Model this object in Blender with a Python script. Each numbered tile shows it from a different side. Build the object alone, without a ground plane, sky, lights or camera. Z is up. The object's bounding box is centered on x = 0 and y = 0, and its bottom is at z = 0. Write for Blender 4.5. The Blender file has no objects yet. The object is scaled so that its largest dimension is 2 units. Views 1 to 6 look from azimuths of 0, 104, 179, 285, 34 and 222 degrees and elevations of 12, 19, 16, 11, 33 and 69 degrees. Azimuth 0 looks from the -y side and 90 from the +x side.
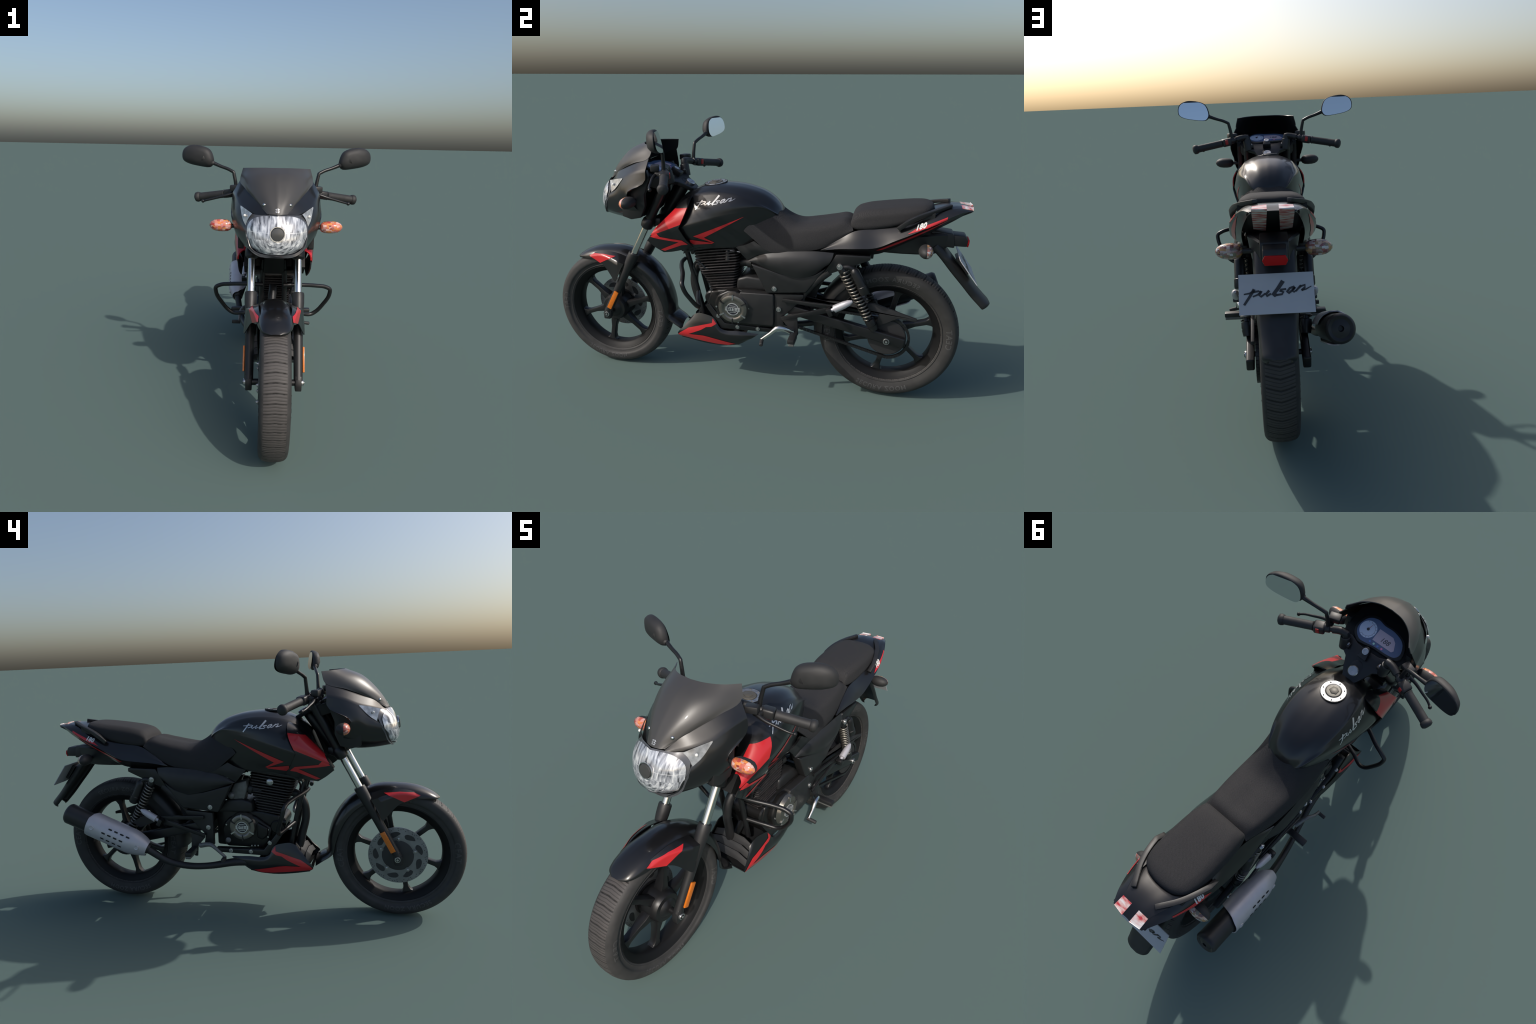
import bpy, bmesh, math, random
from mathutils import Vector, Matrix
from mathutils.bvhtree import BVHTree
random.seed(7)
SC = bpy.context.scene.collection

# ------------------------------------------------------------------ materials
def mat(name, color, rough=0.5, metal=0.0, coat=0.0, spec=0.5, noise=0.0, nscale=40.0,
        bump=0.0, bscale=300.0, build=None):
    m = bpy.data.materials.new(name); m.use_nodes = True
    nt = m.node_tree; b = nt.nodes["Principled BSDF"]
    b.inputs["Base Color"].default_value = (*color, 1)
    b.inputs["Roughness"].default_value = rough
    b.inputs["Metallic"].default_value = metal
    b.inputs["Coat Weight"].default_value = coat
    b.inputs["Coat Roughness"].default_value = 0.06
    b.inputs["Specular IOR Level"].default_value = spec
    tc = nt.nodes.new("ShaderNodeTexCoord")
    if noise > 0:
        n = nt.nodes.new("ShaderNodeTexNoise"); n.inputs["Scale"].default_value = nscale
        n.inputs["Detail"].default_value = 5
        nt.links.new(tc.outputs["Object"], n.inputs["Vector"])
        r = nt.nodes.new("ShaderNodeValToRGB")
        r.color_ramp.elements[0].position = 0.3; r.color_ramp.elements[1].position = 0.7
        r.color_ramp.elements[0].color = tuple(c * (1 - noise) for c in color) + (1,)
        r.color_ramp.elements[1].color = tuple(min(1, c * (1 + noise)) for c in color) + (1,)
        nt.links.new(n.outputs["Fac"], r.inputs["Fac"])
        nt.links.new(r.outputs["Color"], b.inputs["Base Color"])
    if bump > 0:
        n2 = nt.nodes.new("ShaderNodeTexNoise"); n2.inputs["Scale"].default_value = bscale
        nt.links.new(tc.outputs["Object"], n2.inputs["Vector"])
        bp = nt.nodes.new("ShaderNodeBump"); bp.inputs["Strength"].default_value = bump
        bp.inputs["Distance"].default_value = 0.001
        nt.links.new(n2.outputs["Fac"], bp.inputs["Height"])
        nt.links.new(bp.outputs["Normal"], b.inputs["Normal"])
    if build: build(nt, b, tc)
    return m

def N(nt, kind, **kw):
    n = nt.nodes.new(kind)
    for k, v in kw.items(): setattr(n, k, v)
    return n
def M(nt, op, a, b=None, c=None):
    n = N(nt, "ShaderNodeMath", operation=op)
    for i, v in enumerate((a, b, c)):
        if v is None: continue
        if isinstance(v, (int, float)): n.inputs[i].default_value = v
        else: nt.links.new(v, n.inputs[i])
    return n.outputs[0]
def mixc(nt, f, a, b):
    n = N(nt, "ShaderNodeMix", data_type='RGBA')
    nt.links.new(f, n.inputs[0])
    for i, v in ((6, a), (7, b)):
        if isinstance(v, tuple): n.inputs[i].default_value = (*v, 1)
        else: nt.links.new(v, n.inputs[i])
    return n.outputs[2]

def weave(nt, b, tc):                       # woven seat cloth
    s = N(nt, "ShaderNodeSeparateXYZ"); nt.links.new(tc.outputs["Object"], s.inputs[0])
    a = M(nt, 'SINE', M(nt, 'MULTIPLY', M(nt, 'ADD', s.outputs[0], s.outputs[2]), 1700))
    c = M(nt, 'SINE', M(nt, 'MULTIPLY', s.outputs[1], 1500))
    h = M(nt, 'MULTIPLY', a, c)
    n = N(nt, "ShaderNodeTexNoise"); n.inputs["Scale"].default_value = 650
    nt.links.new(tc.outputs["Object"], n.inputs["Vector"])
    f = M(nt, 'ADD', M(nt, 'MULTIPLY', h, 0.30), M(nt, 'ADD', M(nt, 'MULTIPLY', n.outputs["Fac"], 1.2), -0.1))
    col = mixc(nt, f, (0.007, 0.007, 0.008), (0.046, 0.045, 0.047))
    nt.links.new(col, b.inputs["Base Color"])
    bp = N(nt, "ShaderNodeBump"); bp.inputs["Strength"].default_value = 0.35
    bp.inputs["Distance"].default_value = 0.0008
    nt.links.new(f, bp.inputs["Height"]); nt.links.new(bp.outputs[0], b.inputs["Normal"])

def tyre_nodes(groups, chevron, half, base, dark):
    def f(nt, b, tc):
        s = N(nt, "ShaderNodeSeparateXYZ"); nt.links.new(tc.outputs["Object"], s.inputs[0])
        ang = M(nt, 'ARCTAN2', s.outputs[2], s.outputs[1])
        ax = M(nt, 'ABSOLUTE', s.outputs[0])
        t = M(nt, 'ADD', M(nt, 'MULTIPLY', ang, groups * 3 / math.tau), M(nt, 'MULTIPLY', ax, chevron))
        fr = M(nt, 'ABSOLUTE', M(nt, 'SUBTRACT', M(nt, 'FRACT', t), 0.5))
        fr3 = M(nt, 'ABSOLUTE', M(nt, 'SUBTRACT', M(nt, 'FRACT', M(nt, 'DIVIDE', t, 3.0)), 0.5))
        g = M(nt, 'MAXIMUM', M(nt, 'MULTIPLY', M(nt, 'LESS_THAN', fr, 0.12), 0.7), M(nt, 'LESS_THAN', fr3, 0.085))
        inside = M(nt, 'LESS_THAN', ax, half)
        mask = M(nt, 'MULTIPLY', M(nt, 'MULTIPLY', g, inside), 0.8)  # shade inside the modelled grooves is also painted into the colour
        n = N(nt, "ShaderNodeTexNoise"); n.inputs["Scale"].default_value = 25; n.inputs["Detail"].default_value = 6
        nt.links.new(tc.outputs["Object"], n.inputs["Vector"])
        side = mixc(nt, n.outputs["Fac"], tuple(c * 0.65 for c in base), tuple(c * 1.5 for c in base))
        # worn, dusty running surface
        run = mixc(nt, n.outputs["Fac"], (base[0] * 1.3, base[1] * 1.25, base[2] * 1.25), (base[0] * 2.0, base[1] * 1.9, base[2] * 1.85))
        c0 = mixc(nt, inside, side, run)
        col = mixc(nt, mask, c0, dark)
        nt.links.new(col, b.inputs["Base Color"])
    return f

def lamp_nodes(nt, b, tc):                  # opaque lens face: reflector flutes and glints painted as streaks
    s = N(nt, "ShaderNodeSeparateXYZ"); nt.links.new(tc.outputs["Object"], s.inputs[0])
    dz = M(nt, 'SUBTRACT', s.outputs[2], 0.868)
    rr = M(nt, 'SQRT', M(nt, 'ADD', M(nt, 'MULTIPLY', s.outputs[0], s.outputs[0]), M(nt, 'MULTIPLY', dz, dz)))
    ang = M(nt, 'ARCTAN2', dz, s.outputs[0])
    def streak(u, v, sc):
        c = N(nt, "ShaderNodeCombineXYZ"); nt.links.new(u, c.inputs[0]); nt.links.new(v, c.inputs[1])
        n = N(nt, "ShaderNodeTexNoise"); n.inputs["Scale"].default_value = sc; n.inputs["Detail"].default_value = 3
        n.inputs["Distortion"].default_value = 0.6
        nt.links.new(c.outputs[0], n.inputs["Vector"]); return n.outputs["Fac"]
    up = streak(M(nt, 'MULTIPLY', s.outputs[0], 85), M(nt, 'MULTIPLY', s.outputs[2], 20), 1.0)      # upright flutes
    fan = streak(M(nt, 'MULTIPLY', ang, 3.0), M(nt, 'MULTIPLY', rr, 110), 1.0)                        # fan below the bulb
    low = M(nt, 'LESS_THAN', s.outputs[2], 0.846)
    w = N(nt, "ShaderNodeMix", data_type='FLOAT'); nt.links.new(low, w.inputs[0])
    nt.links.new(up, w.inputs[2]); nt.links.new(fan, w.inputs[3])
    r = N(nt, "ShaderNodeValToRGB"); e = r.color_ramp.elements
    e[0].position = 0.34; e[0].color = (0.085, 0.09, 0.10, 1)
    e[1].position = 0.66; e[1].color = (0.92, 0.93, 0.95, 1)
    k = e.new(0.43); k.color = (0.30, 0.315, 0.35, 1)
    k = e.new(0.53); k.color = (0.52, 0.54, 0.58, 1)
    nt.links.new(w.outputs[0], r.inputs["Fac"])
    line = M(nt, 'LESS_THAN', M(nt, 'ABSOLUTE', M(nt, 'SUBTRACT', s.outputs[2], 0.872)), 0.0009)
    nt.links.new(mixc(nt, M(nt, 'MULTIPLY', line, 0.7), r.outputs[0], (0.9, 0.9, 0.92)), b.inputs["Base Color"])
    bp = N(nt, "ShaderNodeBump"); bp.inputs["Strength"].default_value = 0.35; bp.inputs["Distance"].default_value = 0.003
    nt.links.new(w.outputs[0], bp.inputs["Height"]); nt.links.new(bp.outputs[0], b.inputs["Normal"])

def signal_nodes(cols, bw=0.012):
    def f(nt, b, tc):                        # prismatic coloured lens: plaid of bright and dark cells
        v = N(nt, "ShaderNodeTexVoronoi", distance='CHEBYCHEV'); v.inputs["Scale"].default_value = 105
        v.inputs["Randomness"].default_value = 0.8
        mp = N(nt, "ShaderNodeMapping"); mp.inputs["Scale"].default_value = (0.9, 0.4, 1.3)
        nt.links.new(tc.outputs["Object"], mp.inputs["Vector"]); nt.links.new(mp.outputs[0], v.inputs["Vector"])
        s = N(nt, "ShaderNodeSeparateColor"); nt.links.new(v.outputs["Color"], s.inputs[0])
        r = N(nt, "ShaderNodeValToRGB"); cr = r.color_ramp
        cr.elements[0].color = (*cols[0], 1); cr.elements[1].color = (*cols[-1], 1)
        for i, c in enumerate(cols[1:-1]):
            k = cr.elements.new((i + 1) / (len(cols) - 1)); k.color = (*c, 1)
        nt.links.new(s.outputs[0], r.inputs["Fac"]); nt.links.new(r.outputs[0], b.inputs["Base Color"])
    return f

BLACK = (0.0085, 0.0085, 0.0095)
PAINT = mat("gloss_black_paint", BLACK, 0.28, coat=0.35, spec=0.5, noise=0.12, nscale=8)
SCREEN = mat("smoked_screen", (0.052, 0.050, 0.049), 0.38, coat=0.12, noise=0.05, nscale=6)
SATIN = mat("satin_black_plastic", (0.016, 0.016, 0.017), 0.45, noise=0.15, nscale=30, bump=0.05, bscale=900)
MATTE = mat("matte_black_plastic", (0.022, 0.022, 0.023), 0.62, noise=0.15, nscale=30, bump=0.08, bscale=900)
FRAME = mat("black_frame_metal", (0.010, 0.010, 0.011), 0.38, noise=0.1)
ENGINE = mat("black_engine_metal", (0.013, 0.0125, 0.0125), 0.36, metal=0.25, noise=0.2, nscale=60, bump=0.1, bscale=500)
FINS = mat("cylinder_fin_metal", (0.050, 0.044, 0.045), 0.34, metal=0.5, noise=0.2, nscale=60)
RIMMAT = mat("rim_black", (0.0075, 0.0075, 0.008), 0.55, spec=0.25)
DARK = mat("deep_black", (0.004, 0.004, 0.0045), 0.6)
RED = mat("red_paint", (0.52, 0.020, 0.025), 0.30, coat=0.35, noise=0.05, nscale=10)
REDLAMP = mat("red_reflector", (0.46, 0.004, 0.006), 0.5, spec=0.25)
ORANGE = mat("orange_reflector", (0.62, 0.16, 0.01), 0.3, coat=0.3, noise=0.08, nscale=120)
CHROME = mat("chrome", (0.72, 0.71, 0.69), 0.16, metal=1.0, noise=0.04)
BOLT = mat("bolt_steel", (0.50, 0.50, 0.50), 0.26, metal=0.9, noise=0.1, nscale=200)
ALU = mat("brushed_aluminium", (0.50, 0.49, 0.52), 0.42, metal=0.35, noise=0.04, nscale=30, bump=0.03)
GREYALU = mat("cast_grey_metal", (0.16, 0.16, 0.155), 0.45, metal=0.3, noise=0.15, nscale=80)
COVER = mat("dark_bronze_cover", (0.20, 0.188, 0.168), 0.30, metal=0.8, noise=0.1, nscale=60)
DISC = mat("brake_disc_steel", (0.24, 0.245, 0.25), 0.33, metal=0.55, noise=0.25, nscale=14)
DISCARRIER = mat("disc_carrier_grey", (0.030, 0.030, 0.032), 0.5, noise=0.1)
SEAT = mat("seat_cloth", (0.025, 0.025, 0.026), 0.82, spec=0.3, build=weave)
VINYL = mat("seat_vinyl", (0.020, 0.020, 0.021), 0.60, noise=0.1, nscale=60, bump=0.15, bscale=500)
GLASS = mat("mirror_glass", (0.62, 0.66, 0.70), 0.03, metal=1.0)
LAMP = mat("headlamp_glass", (0.7, 0.7, 0.7), 0.14, metal=0.35, coat=0.8, build=lamp_nodes)
LAMPSIDE = mat("position_lamp_glass", (0.42, 0.43, 0.45), 0.12, metal=0.4, coat=0.8, noise=0.35, nscale=45)
LAMPRIM = mat("lamp_bezel_grey", (0.085, 0.088, 0.098), 0.22, metal=0.3, coat=0.5)
SIGNAL = mat("indicator_glass", (0.6, 0.2, 0.1), 0.16, coat=0.5, build=signal_nodes(
    [(0.42, 0.05, 0.04), (0.72, 0.28, 0.20), (0.24, 0.03, 0.025), (0.74, 0.50, 0.45), (0.55, 0.10, 0.08), (0.75, 0.30, 0.08), (0.32, 0.05, 0.04)]))
SIGNALDARK = mat("tail_indicator_glass", (0.5, 0.2, 0.2), 0.16, coat=0.5, build=signal_nodes(
    [(0.22, 0.05, 0.05), (0.50, 0.36, 0.34), (0.12, 0.04, 0.03), (0.62, 0.60, 0.60), (0.50, 0.25, 0.08), (0.20, 0.20, 0.14), (0.36, 0.12, 0.10)]))

def tail_nodes(nt, b, tc):
    n = N(nt, "ShaderNodeTexNoise"); n.inputs["Scale"].default_value = 60; n.inputs["Detail"].default_value = 3
    mp = N(nt, "ShaderNodeMapping"); mp.inputs["Scale"].default_value = (0.35, 1.0, 3.2)
    nt.links.new(tc.outputs["Object"], mp.inputs["Vector"]); nt.links.new(mp.outputs[0], n.inputs["Vector"])
    r = N(nt, "ShaderNodeValToRGB"); e = r.color_ramp.elements
    e[0].position = 0.34; e[0].color = (0.55, 0.05, 0.06, 1)
    e[1].position = 0.60; e[1].color = (0.80, 0.76, 0.74, 1)
    k = e.new(0.46); k.color = (0.72, 0.42, 0.38, 1)
    nt.links.new(n.outputs["Fac"], r.inputs["Fac"]); nt.links.new(r.outputs[0], b.inputs["Base Color"])
TAILLAMP = mat("tail_lamp_glass", (0.7, 0.5, 0.5), 0.2, coat=0.4, build=tail_nodes)
CAPRING = mat("cap_ring_steel", (0.46, 0.45, 0.44), 0.30, metal=0.85, noise=0.3, nscale=60)
CAPLID = mat("cap_lid_bronze", (0.10, 0.092, 0.075), 0.45, metal=0.2, noise=0.1)
PLATE = mat("plate_white", (0.43, 0.44, 0.465), 0.5, noise=0.03, nscale=10)
PLATEINK = mat("plate_ink", (0.035, 0.035, 0.037), 0.4)
SILVERINK = mat("silver_lettering", (0.62, 0.62, 0.62), 0.25, metal=0.6)
WHITEINK = mat("white_lettering", (0.72, 0.72, 0.70), 0.5)
DIAL = mat("gauge_face_white", (0.60, 0.66, 0.80), 0.4)
DIALBLUE = mat("gauge_blue_glow", (0.085, 0.13, 0.24), 0.4)  # blue glow round dial and display, put into the base colour
LCD = mat("gauge_display", (0.50, 0.42, 0.50), 0.4)
INK = mat("gauge_ink", (0.03, 0.03, 0.04), 0.4)
REDBUTTON = mat("red_switch", (0.42, 0.02, 0.02), 0.45)
FTYRE = mat("front_tyre_rubber", (0.045, 0.043, 0.042), 0.62, spec=0.35, bump=0.1, bscale=400,
            build=tyre_nodes(52, -10, 0.0405, (0.040, 0.0385, 0.038), (0.014, 0.0135, 0.013)))
RTYRE = mat("rear_tyre_rubber", (0.04, 0.04, 0.04), 0.66, spec=0.35, bump=0.1, bscale=400,
            build=tyre_nodes(50, -20, 0.0455, (0.034, 0.033, 0.032), (0.010, 0.010, 0.010)))
TYREINK = mat("tyre_lettering", (0.066, 0.065, 0.064), 0.7)

# ------------------------------------------------------------------ mesh helpers
ROOT = bpy.data.objects.new("motorcycle", None); SC.objects.link(ROOT)
ROOT["label"] = "black and red street motorcycle with round-headlamp cowl and silver muffler"
ROOT["category"] = "motorcycle"

def group(name, loc=(0, 0, 0), parent=ROOT):
    o = bpy.data.objects.new(name, None); o.location = loc; o.parent = parent; SC.objects.link(o); return o

def obj(name, verts, faces, m, parent=None, angle=40, mats=None, bevel=0, segs=2, solid=0, fmat=None):
    me = bpy.data.meshes.new(name)
    me.from_pydata([tuple(v) for v in verts], [], faces)
    for mm in (mats or [m]): me.materials.append(mm)
    if fmat:
        for p, i in zip(me.polygons, fmat): p.material_index = i
    bm = bmesh.new(); bm.from_mesh(me)
    bmesh.ops.remove_doubles(bm, verts=bm.verts, dist=1e-5)
    bmesh.ops.dissolve_degenerate(bm, edges=bm.edges, dist=1e-6)
    bmesh.ops.recalc_face_normals(bm, faces=bm.faces)
    bm.to_mesh(me); bm.free()
    o = bpy.data.objects.new(name, me); o.parent = parent or ROOT; SC.objects.link(o)
    if bevel:
        md = o.modifiers.new("b", 'BEVEL'); md.width = bevel; md.segments = segs; md.limit_method = 'ANGLE'
        md.angle_limit = math.radians(30); md.harden_normals = False
    if solid:
        md = o.modifiers.new("s", 'SOLIDIFY'); md.thickness = solid; md.offset = -1
        if mats and len(mats) > 1: md.material_offset = 1; md.material_offset_rim = 0
    if bevel or solid:
        bpy.context.view_layer.update()
        ev = o.evaluated_get(bpy.context.evaluated_depsgraph_get())
        me2 = bpy.data.meshes.new_from_object(ev); o.modifiers.clear(); o.data = me2; me2.name = name
    me = o.data
    me.shade_smooth() if hasattr(me, "shade_smooth") else None
    if angle < 180: me.set_sharp_from_angle(angle=math.radians(angle))
    return o

def copy_of(o, parent=None, loc=None, rot=None, m=None):
    c = o.copy(); c.parent = parent or o.parent
    if loc is not None: c.location = loc
    if rot is not None: c.rotation_euler = rot
    SC.objects.link(c); return c

def spline(P, n, sharp=(), closed=False):
    """Hermite curve through P with n steps a span; listed points are corners."""
    P = [Vector(p) for p in P]; L = len(P); out = []
    spans = L if closed else L - 1
    def tan(i, side):
        if closed: return (P[(i + 1) % L] - P[i - 1]) / 2
        if i in sharp or i == 0 or i == L - 1:
            if side > 0: return P[min(i + 1, L - 1)] - P[i]
            return P[i] - P[max(i - 1, 0)]
        a, b = P[i] - P[i - 1], P[i + 1] - P[i]
        la, lb = a.length, b.length
        if la < 1e-9 or lb < 1e-9: return Vector((0, 0, 0)) if False else (a + b) / 2
        t = (a / la * lb + b / lb * la) / (la + lb)      # unit-speed blend
        return t * (lb if side > 0 else la)
    for i in range(spans):
        p0, p1 = P[i], P[(i + 1) % L]; m0, m1 = tan(i, 1), tan((i + 1) % L, -1)
        for k in range(n):
            t = k / n; t2, t3 = t * t, t * t * t
            out.append((2*t3-3*t2+1)*p0 + (t3-2*t2+t)*m0 + (-2*t3+3*t2)*p1 + (t3-t2)*m1)
    if not closed: out.append(P[-1])
    return out

def surf(rows, nu=6, nv=6, su=(), sv=()):
    """Dense grid through a net of control points (rows x columns)."""
    R = [spline(r, nu, su) for r in rows]
    cols = list(zip(*R))
    C = [spline(c, nv, sv) for c in cols]
    return [list(r) for r in zip(*C)]

def grid_mesh(G):
    a, b = len(G), len(G[0]); V = [p for r in G for p in r]
    F = [(i*b+j, i*b+j+1, (i+1)*b+j+1, (i+1)*b+j) for i in range(a-1) for j in range(b-1)]
    return V, F
def flip(V): return [Vector((-p[0], p[1], p[2])) for p in V]
def both(V, F):
    n = len(V); return list(V) + flip(V), list(F) + [tuple(n + i for i in reversed(f)) for f in F]
def join(*parts):
    V, F = [], []
    for v, f in parts:
        n = len(V); V += [Vector(p) for p in v]; F += [tuple(i + n for i in q) for q in f]
    return V, F

def frame_of(d):
    d = Vector(d).normalized(); up = Vector((0, 0, 1)) if abs(d.z) < 0.9 else Vector((0, 1, 0))
    x = d.cross(up).normalized(); return x, x.cross(d).normalized(), d

def tube(path, r, n=14, steps=6, sharp=(), caps=True, radii=None):
    P = spline(path, steps, sharp); m = len(P)
    if radii:
        rr = spline([(q, 0, 0) for q in radii], steps); rr = [q[0] for q in rr]
    else: rr = [r] * m
    V, F = [], []; prev = None
    for i, p in enumerate(P):
        d = (P[min(i+1, m-1)] - P[max(i-1, 0)]).normalized()
        if prev is None: x, y, _ = frame_of(d)
        else:
            x = (prev - d * prev.dot(d)).normalized(); y = x.cross(d)
        prev = x
        for k in range(n):
            a = math.tau * k / n; V.append(p + rr[i] * (math.cos(a) * x + math.sin(a) * y))
    for i in range(m - 1):
        for k in range(n):
            F.append((i*n+k, i*n+(k+1) % n, (i+1)*n+(k+1) % n, (i+1)*n+k))
    if caps: F += [tuple(range(n)), tuple(range((m-1)*n, m*n))]
    return V, F

def lathe(profile, p0, d, n=32, caps=True):
    """profile: (distance along axis, radius)"""
    x, y, d = frame_of(d); p0 = Vector(p0); V, F = [], []
    for t, r in profile:
        for k in range(n):
            a = math.tau * k / n; V.append(p0 + d * t + max(r, 1e-5) * (math.cos(a) * x + math.sin(a) * y))
    m = len(profile)
    for i in range(m - 1):
        for k in range(n): F.append((i*n+k, i*n+(k+1) % n, (i+1)*n+(k+1) % n, (i+1)*n+k))
    if not caps: return V, F
    if profile[0][1] > 1e-4: F.append(tuple(range(n)))
    if profile[-1][1] > 1e-4: F.append(tuple(range((m-1)*n, m*n)))
    return V, F

def cyl(p0, p1, r, r1=None, n=20, ch=0.0):
    p0, p1 = Vector(p0), Vector(p1); L = (p1 - p0).length; r1 = r if r1 is None else r1
    pr = [(0, r - ch), (ch, r), (L - ch, r1), (L, r1 - ch)] if ch else [(0, r), (L, r1)]
    return lathe(pr, p0, p1 - p0, n)

def prism(poly, x0, x1):
    """polygon in (y, z) pushed from x0 to x1"""
    n = len(poly); V = [Vector((x0, y, z)) for y, z in poly] + [Vector((x1, y, z)) for y, z in poly]
    F = [tuple(range(n)), tuple(range(2*n-1, n-1, -1))] + [(i, (i+1) % n, n+(i+1) % n, n+i) for i in range(n)]
    return V, F

def box(c, s, rot=None):
    V = [Vector((sx*s[0]/2, sy*s[1]/2, sz*s[2]/2)) for sx in (-1, 1) for sy in (-1, 1) for sz in (-1, 1)]
    if rot is not None: V = [rot @ v for v in V]
    V = [v + Vector(c) for v in V]
    return V, [(0, 1, 3, 2), (4, 6, 7, 5), (0, 4, 5, 1), (2, 3, 7, 6), (0, 2, 6, 4), (1, 5, 7, 3)]

def plane_prism(poly, o, ux, uy, h0, h1, up=False):
    """polygon in the plane (o, ux, uy), thickened along the normal"""
    o, ux, uy = Vector(o), Vector(ux).normalized(), Vector(uy).normalized(); nn = ux.cross(uy)
    if up and nn.z < 0: nn = -nn
    n = len(poly); V = [o + ux*a + uy*b + nn*h0 for a, b in poly] + [o + ux*a + uy*b + nn*h1 for a, b in poly]
    F = [tuple(range(n)), tuple(range(2*n-1, n-1, -1))] + [(i, (i+1) % n, n+(i+1) % n, n+i) for i in range(n)]
    return V, F

def ball(c, r, n=16, sc=(1, 1, 1)):
    V, F = lathe([(-r*math.cos(math.pi*i/n), r*math.sin(math.pi*i/n)) for i in range(n+1)], (0, 0, 0), (0, 0, 1), 2*n)
    return [Vector((v[0]*sc[0], v[1]*sc[1], v[2]*sc[2])) + Vector(c) for v in V], F

def bvh(*objs):
    V, F = [], []
    for o in objs:
        n = len(V); V += [v.co.copy() for v in o.data.vertices]; F += [tuple(i + n for i in p.vertices) for p in o.data.polygons]
    return BVHTree.FromPolygons(V, F)

def cut_grid(V2, F, step):
    """cut a flat sheet (u, v) into cells so that it can follow a curved body"""
    bm = bmesh.new(); vs = [bm.verts.new((u, v, 0)) for u, v in V2]
    for f in F:
        try: bm.faces.new([vs[i] for i in f])
        except ValueError: pass
    for ax in (0, 1):
        lo = min(p[ax] for p in V2); hi = max(p[ax] for p in V2); k = math.ceil(lo / step)
        no = Vector((1, 0, 0)) if ax == 0 else Vector((0, 1, 0))
        while k * step < hi:
            bmesh.ops.bisect_plane(bm, geom=bm.verts[:] + bm.edges[:] + bm.faces[:], plane_co=no * k * step, plane_no=no, dist=1e-6); k += 1
    bmesh.ops.triangulate(bm, faces=bm.faces)
    bm.verts.index_update()
    V = [(v.co.x, v.co.y) for v in bm.verts]; F = [tuple(v.index for v in f.verts) for f in bm.faces]
    bm.free(); return V, F

def decal(name, V2, F, place, direction, tree, m, parent, lift=0.0009, step=0.007):
    """lay a flat sheet on a body: place(u, v) -> start point, cast along direction"""
    V2, F = cut_grid(V2, F, step); d = Vector(direction).normalized(); out = []; ok = []
    for u, v in V2:
        hit, nor, _, _ = tree.ray_cast(Vector(place(u, v)), d, 2.0)
        ok.append(hit is not None)
        out.append((hit + (nor if nor.dot(d) < 0 else -nor) * lift) if hit else Vector((0, 0, 0)))
    F = [f for f in F if all(ok[i] for i in f)]
    used = sorted({i for f in F for i in f}); re = {k: i for i, k in enumerate(used)}
    if not F: return None
    return obj(name, [out[i] for i in used], [tuple(re[i] for i in f) for f in F], m, parent, angle=180)
def side_decal(name, poly, s, tree, m, parent, lift=0.0018):
    return decal(name, poly, [tuple(range(len(poly)))], lambda y, z: (s * 0.5, y, z), (-s, 0, 0), tree, m, parent, max(lift, .0016), .004)

def text2d(s, size, shear=0.0, bold=0.0, space=1.0):
    cu = bpy.data.curves.new("lettering_curve", 'FONT'); cu.body = s; cu.size = size; cu.shear = shear
    cu.align_x = 'CENTER'; cu.align_y = 'CENTER'; cu.offset = bold; cu.space_character = space; cu.resolution_u = 3
    o = bpy.data.objects.new("lettering_curve", cu); SC.objects.link(o); bpy.context.view_layer.update()
    me = bpy.data.meshes.new_from_object(o.evaluated_get(bpy.context.evaluated_depsgraph_get()))
    V = [(v.co.x, v.co.y) for v in me.vertices]; F = [tuple(p.vertices) for p in me.polygons]
    bpy.data.objects.remove(o); bpy.data.meshes.remove(me); return V, F

def ribbon(path, w0, w1):
    """brush stroke: polyline with changing width"""
    P = [Vector((x, y)) for x, y in path]; L, R = [], []
    for i, p in enumerate(P):
        d = (P[min(i+1, len(P)-1)] - P[max(i-1, 0)]).normalized(); n = Vector((-d.y, d.x))
        w = w0 + (w1 - w0) * i / (len(P) - 1); L.append(p + n*w/2); R.append(p - n*w/2)
    n = len(P); V = [tuple(v) for v in L + R]
    return V, [(i, i+1, n+i+1, n+i) for i in range(n-1)]
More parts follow.
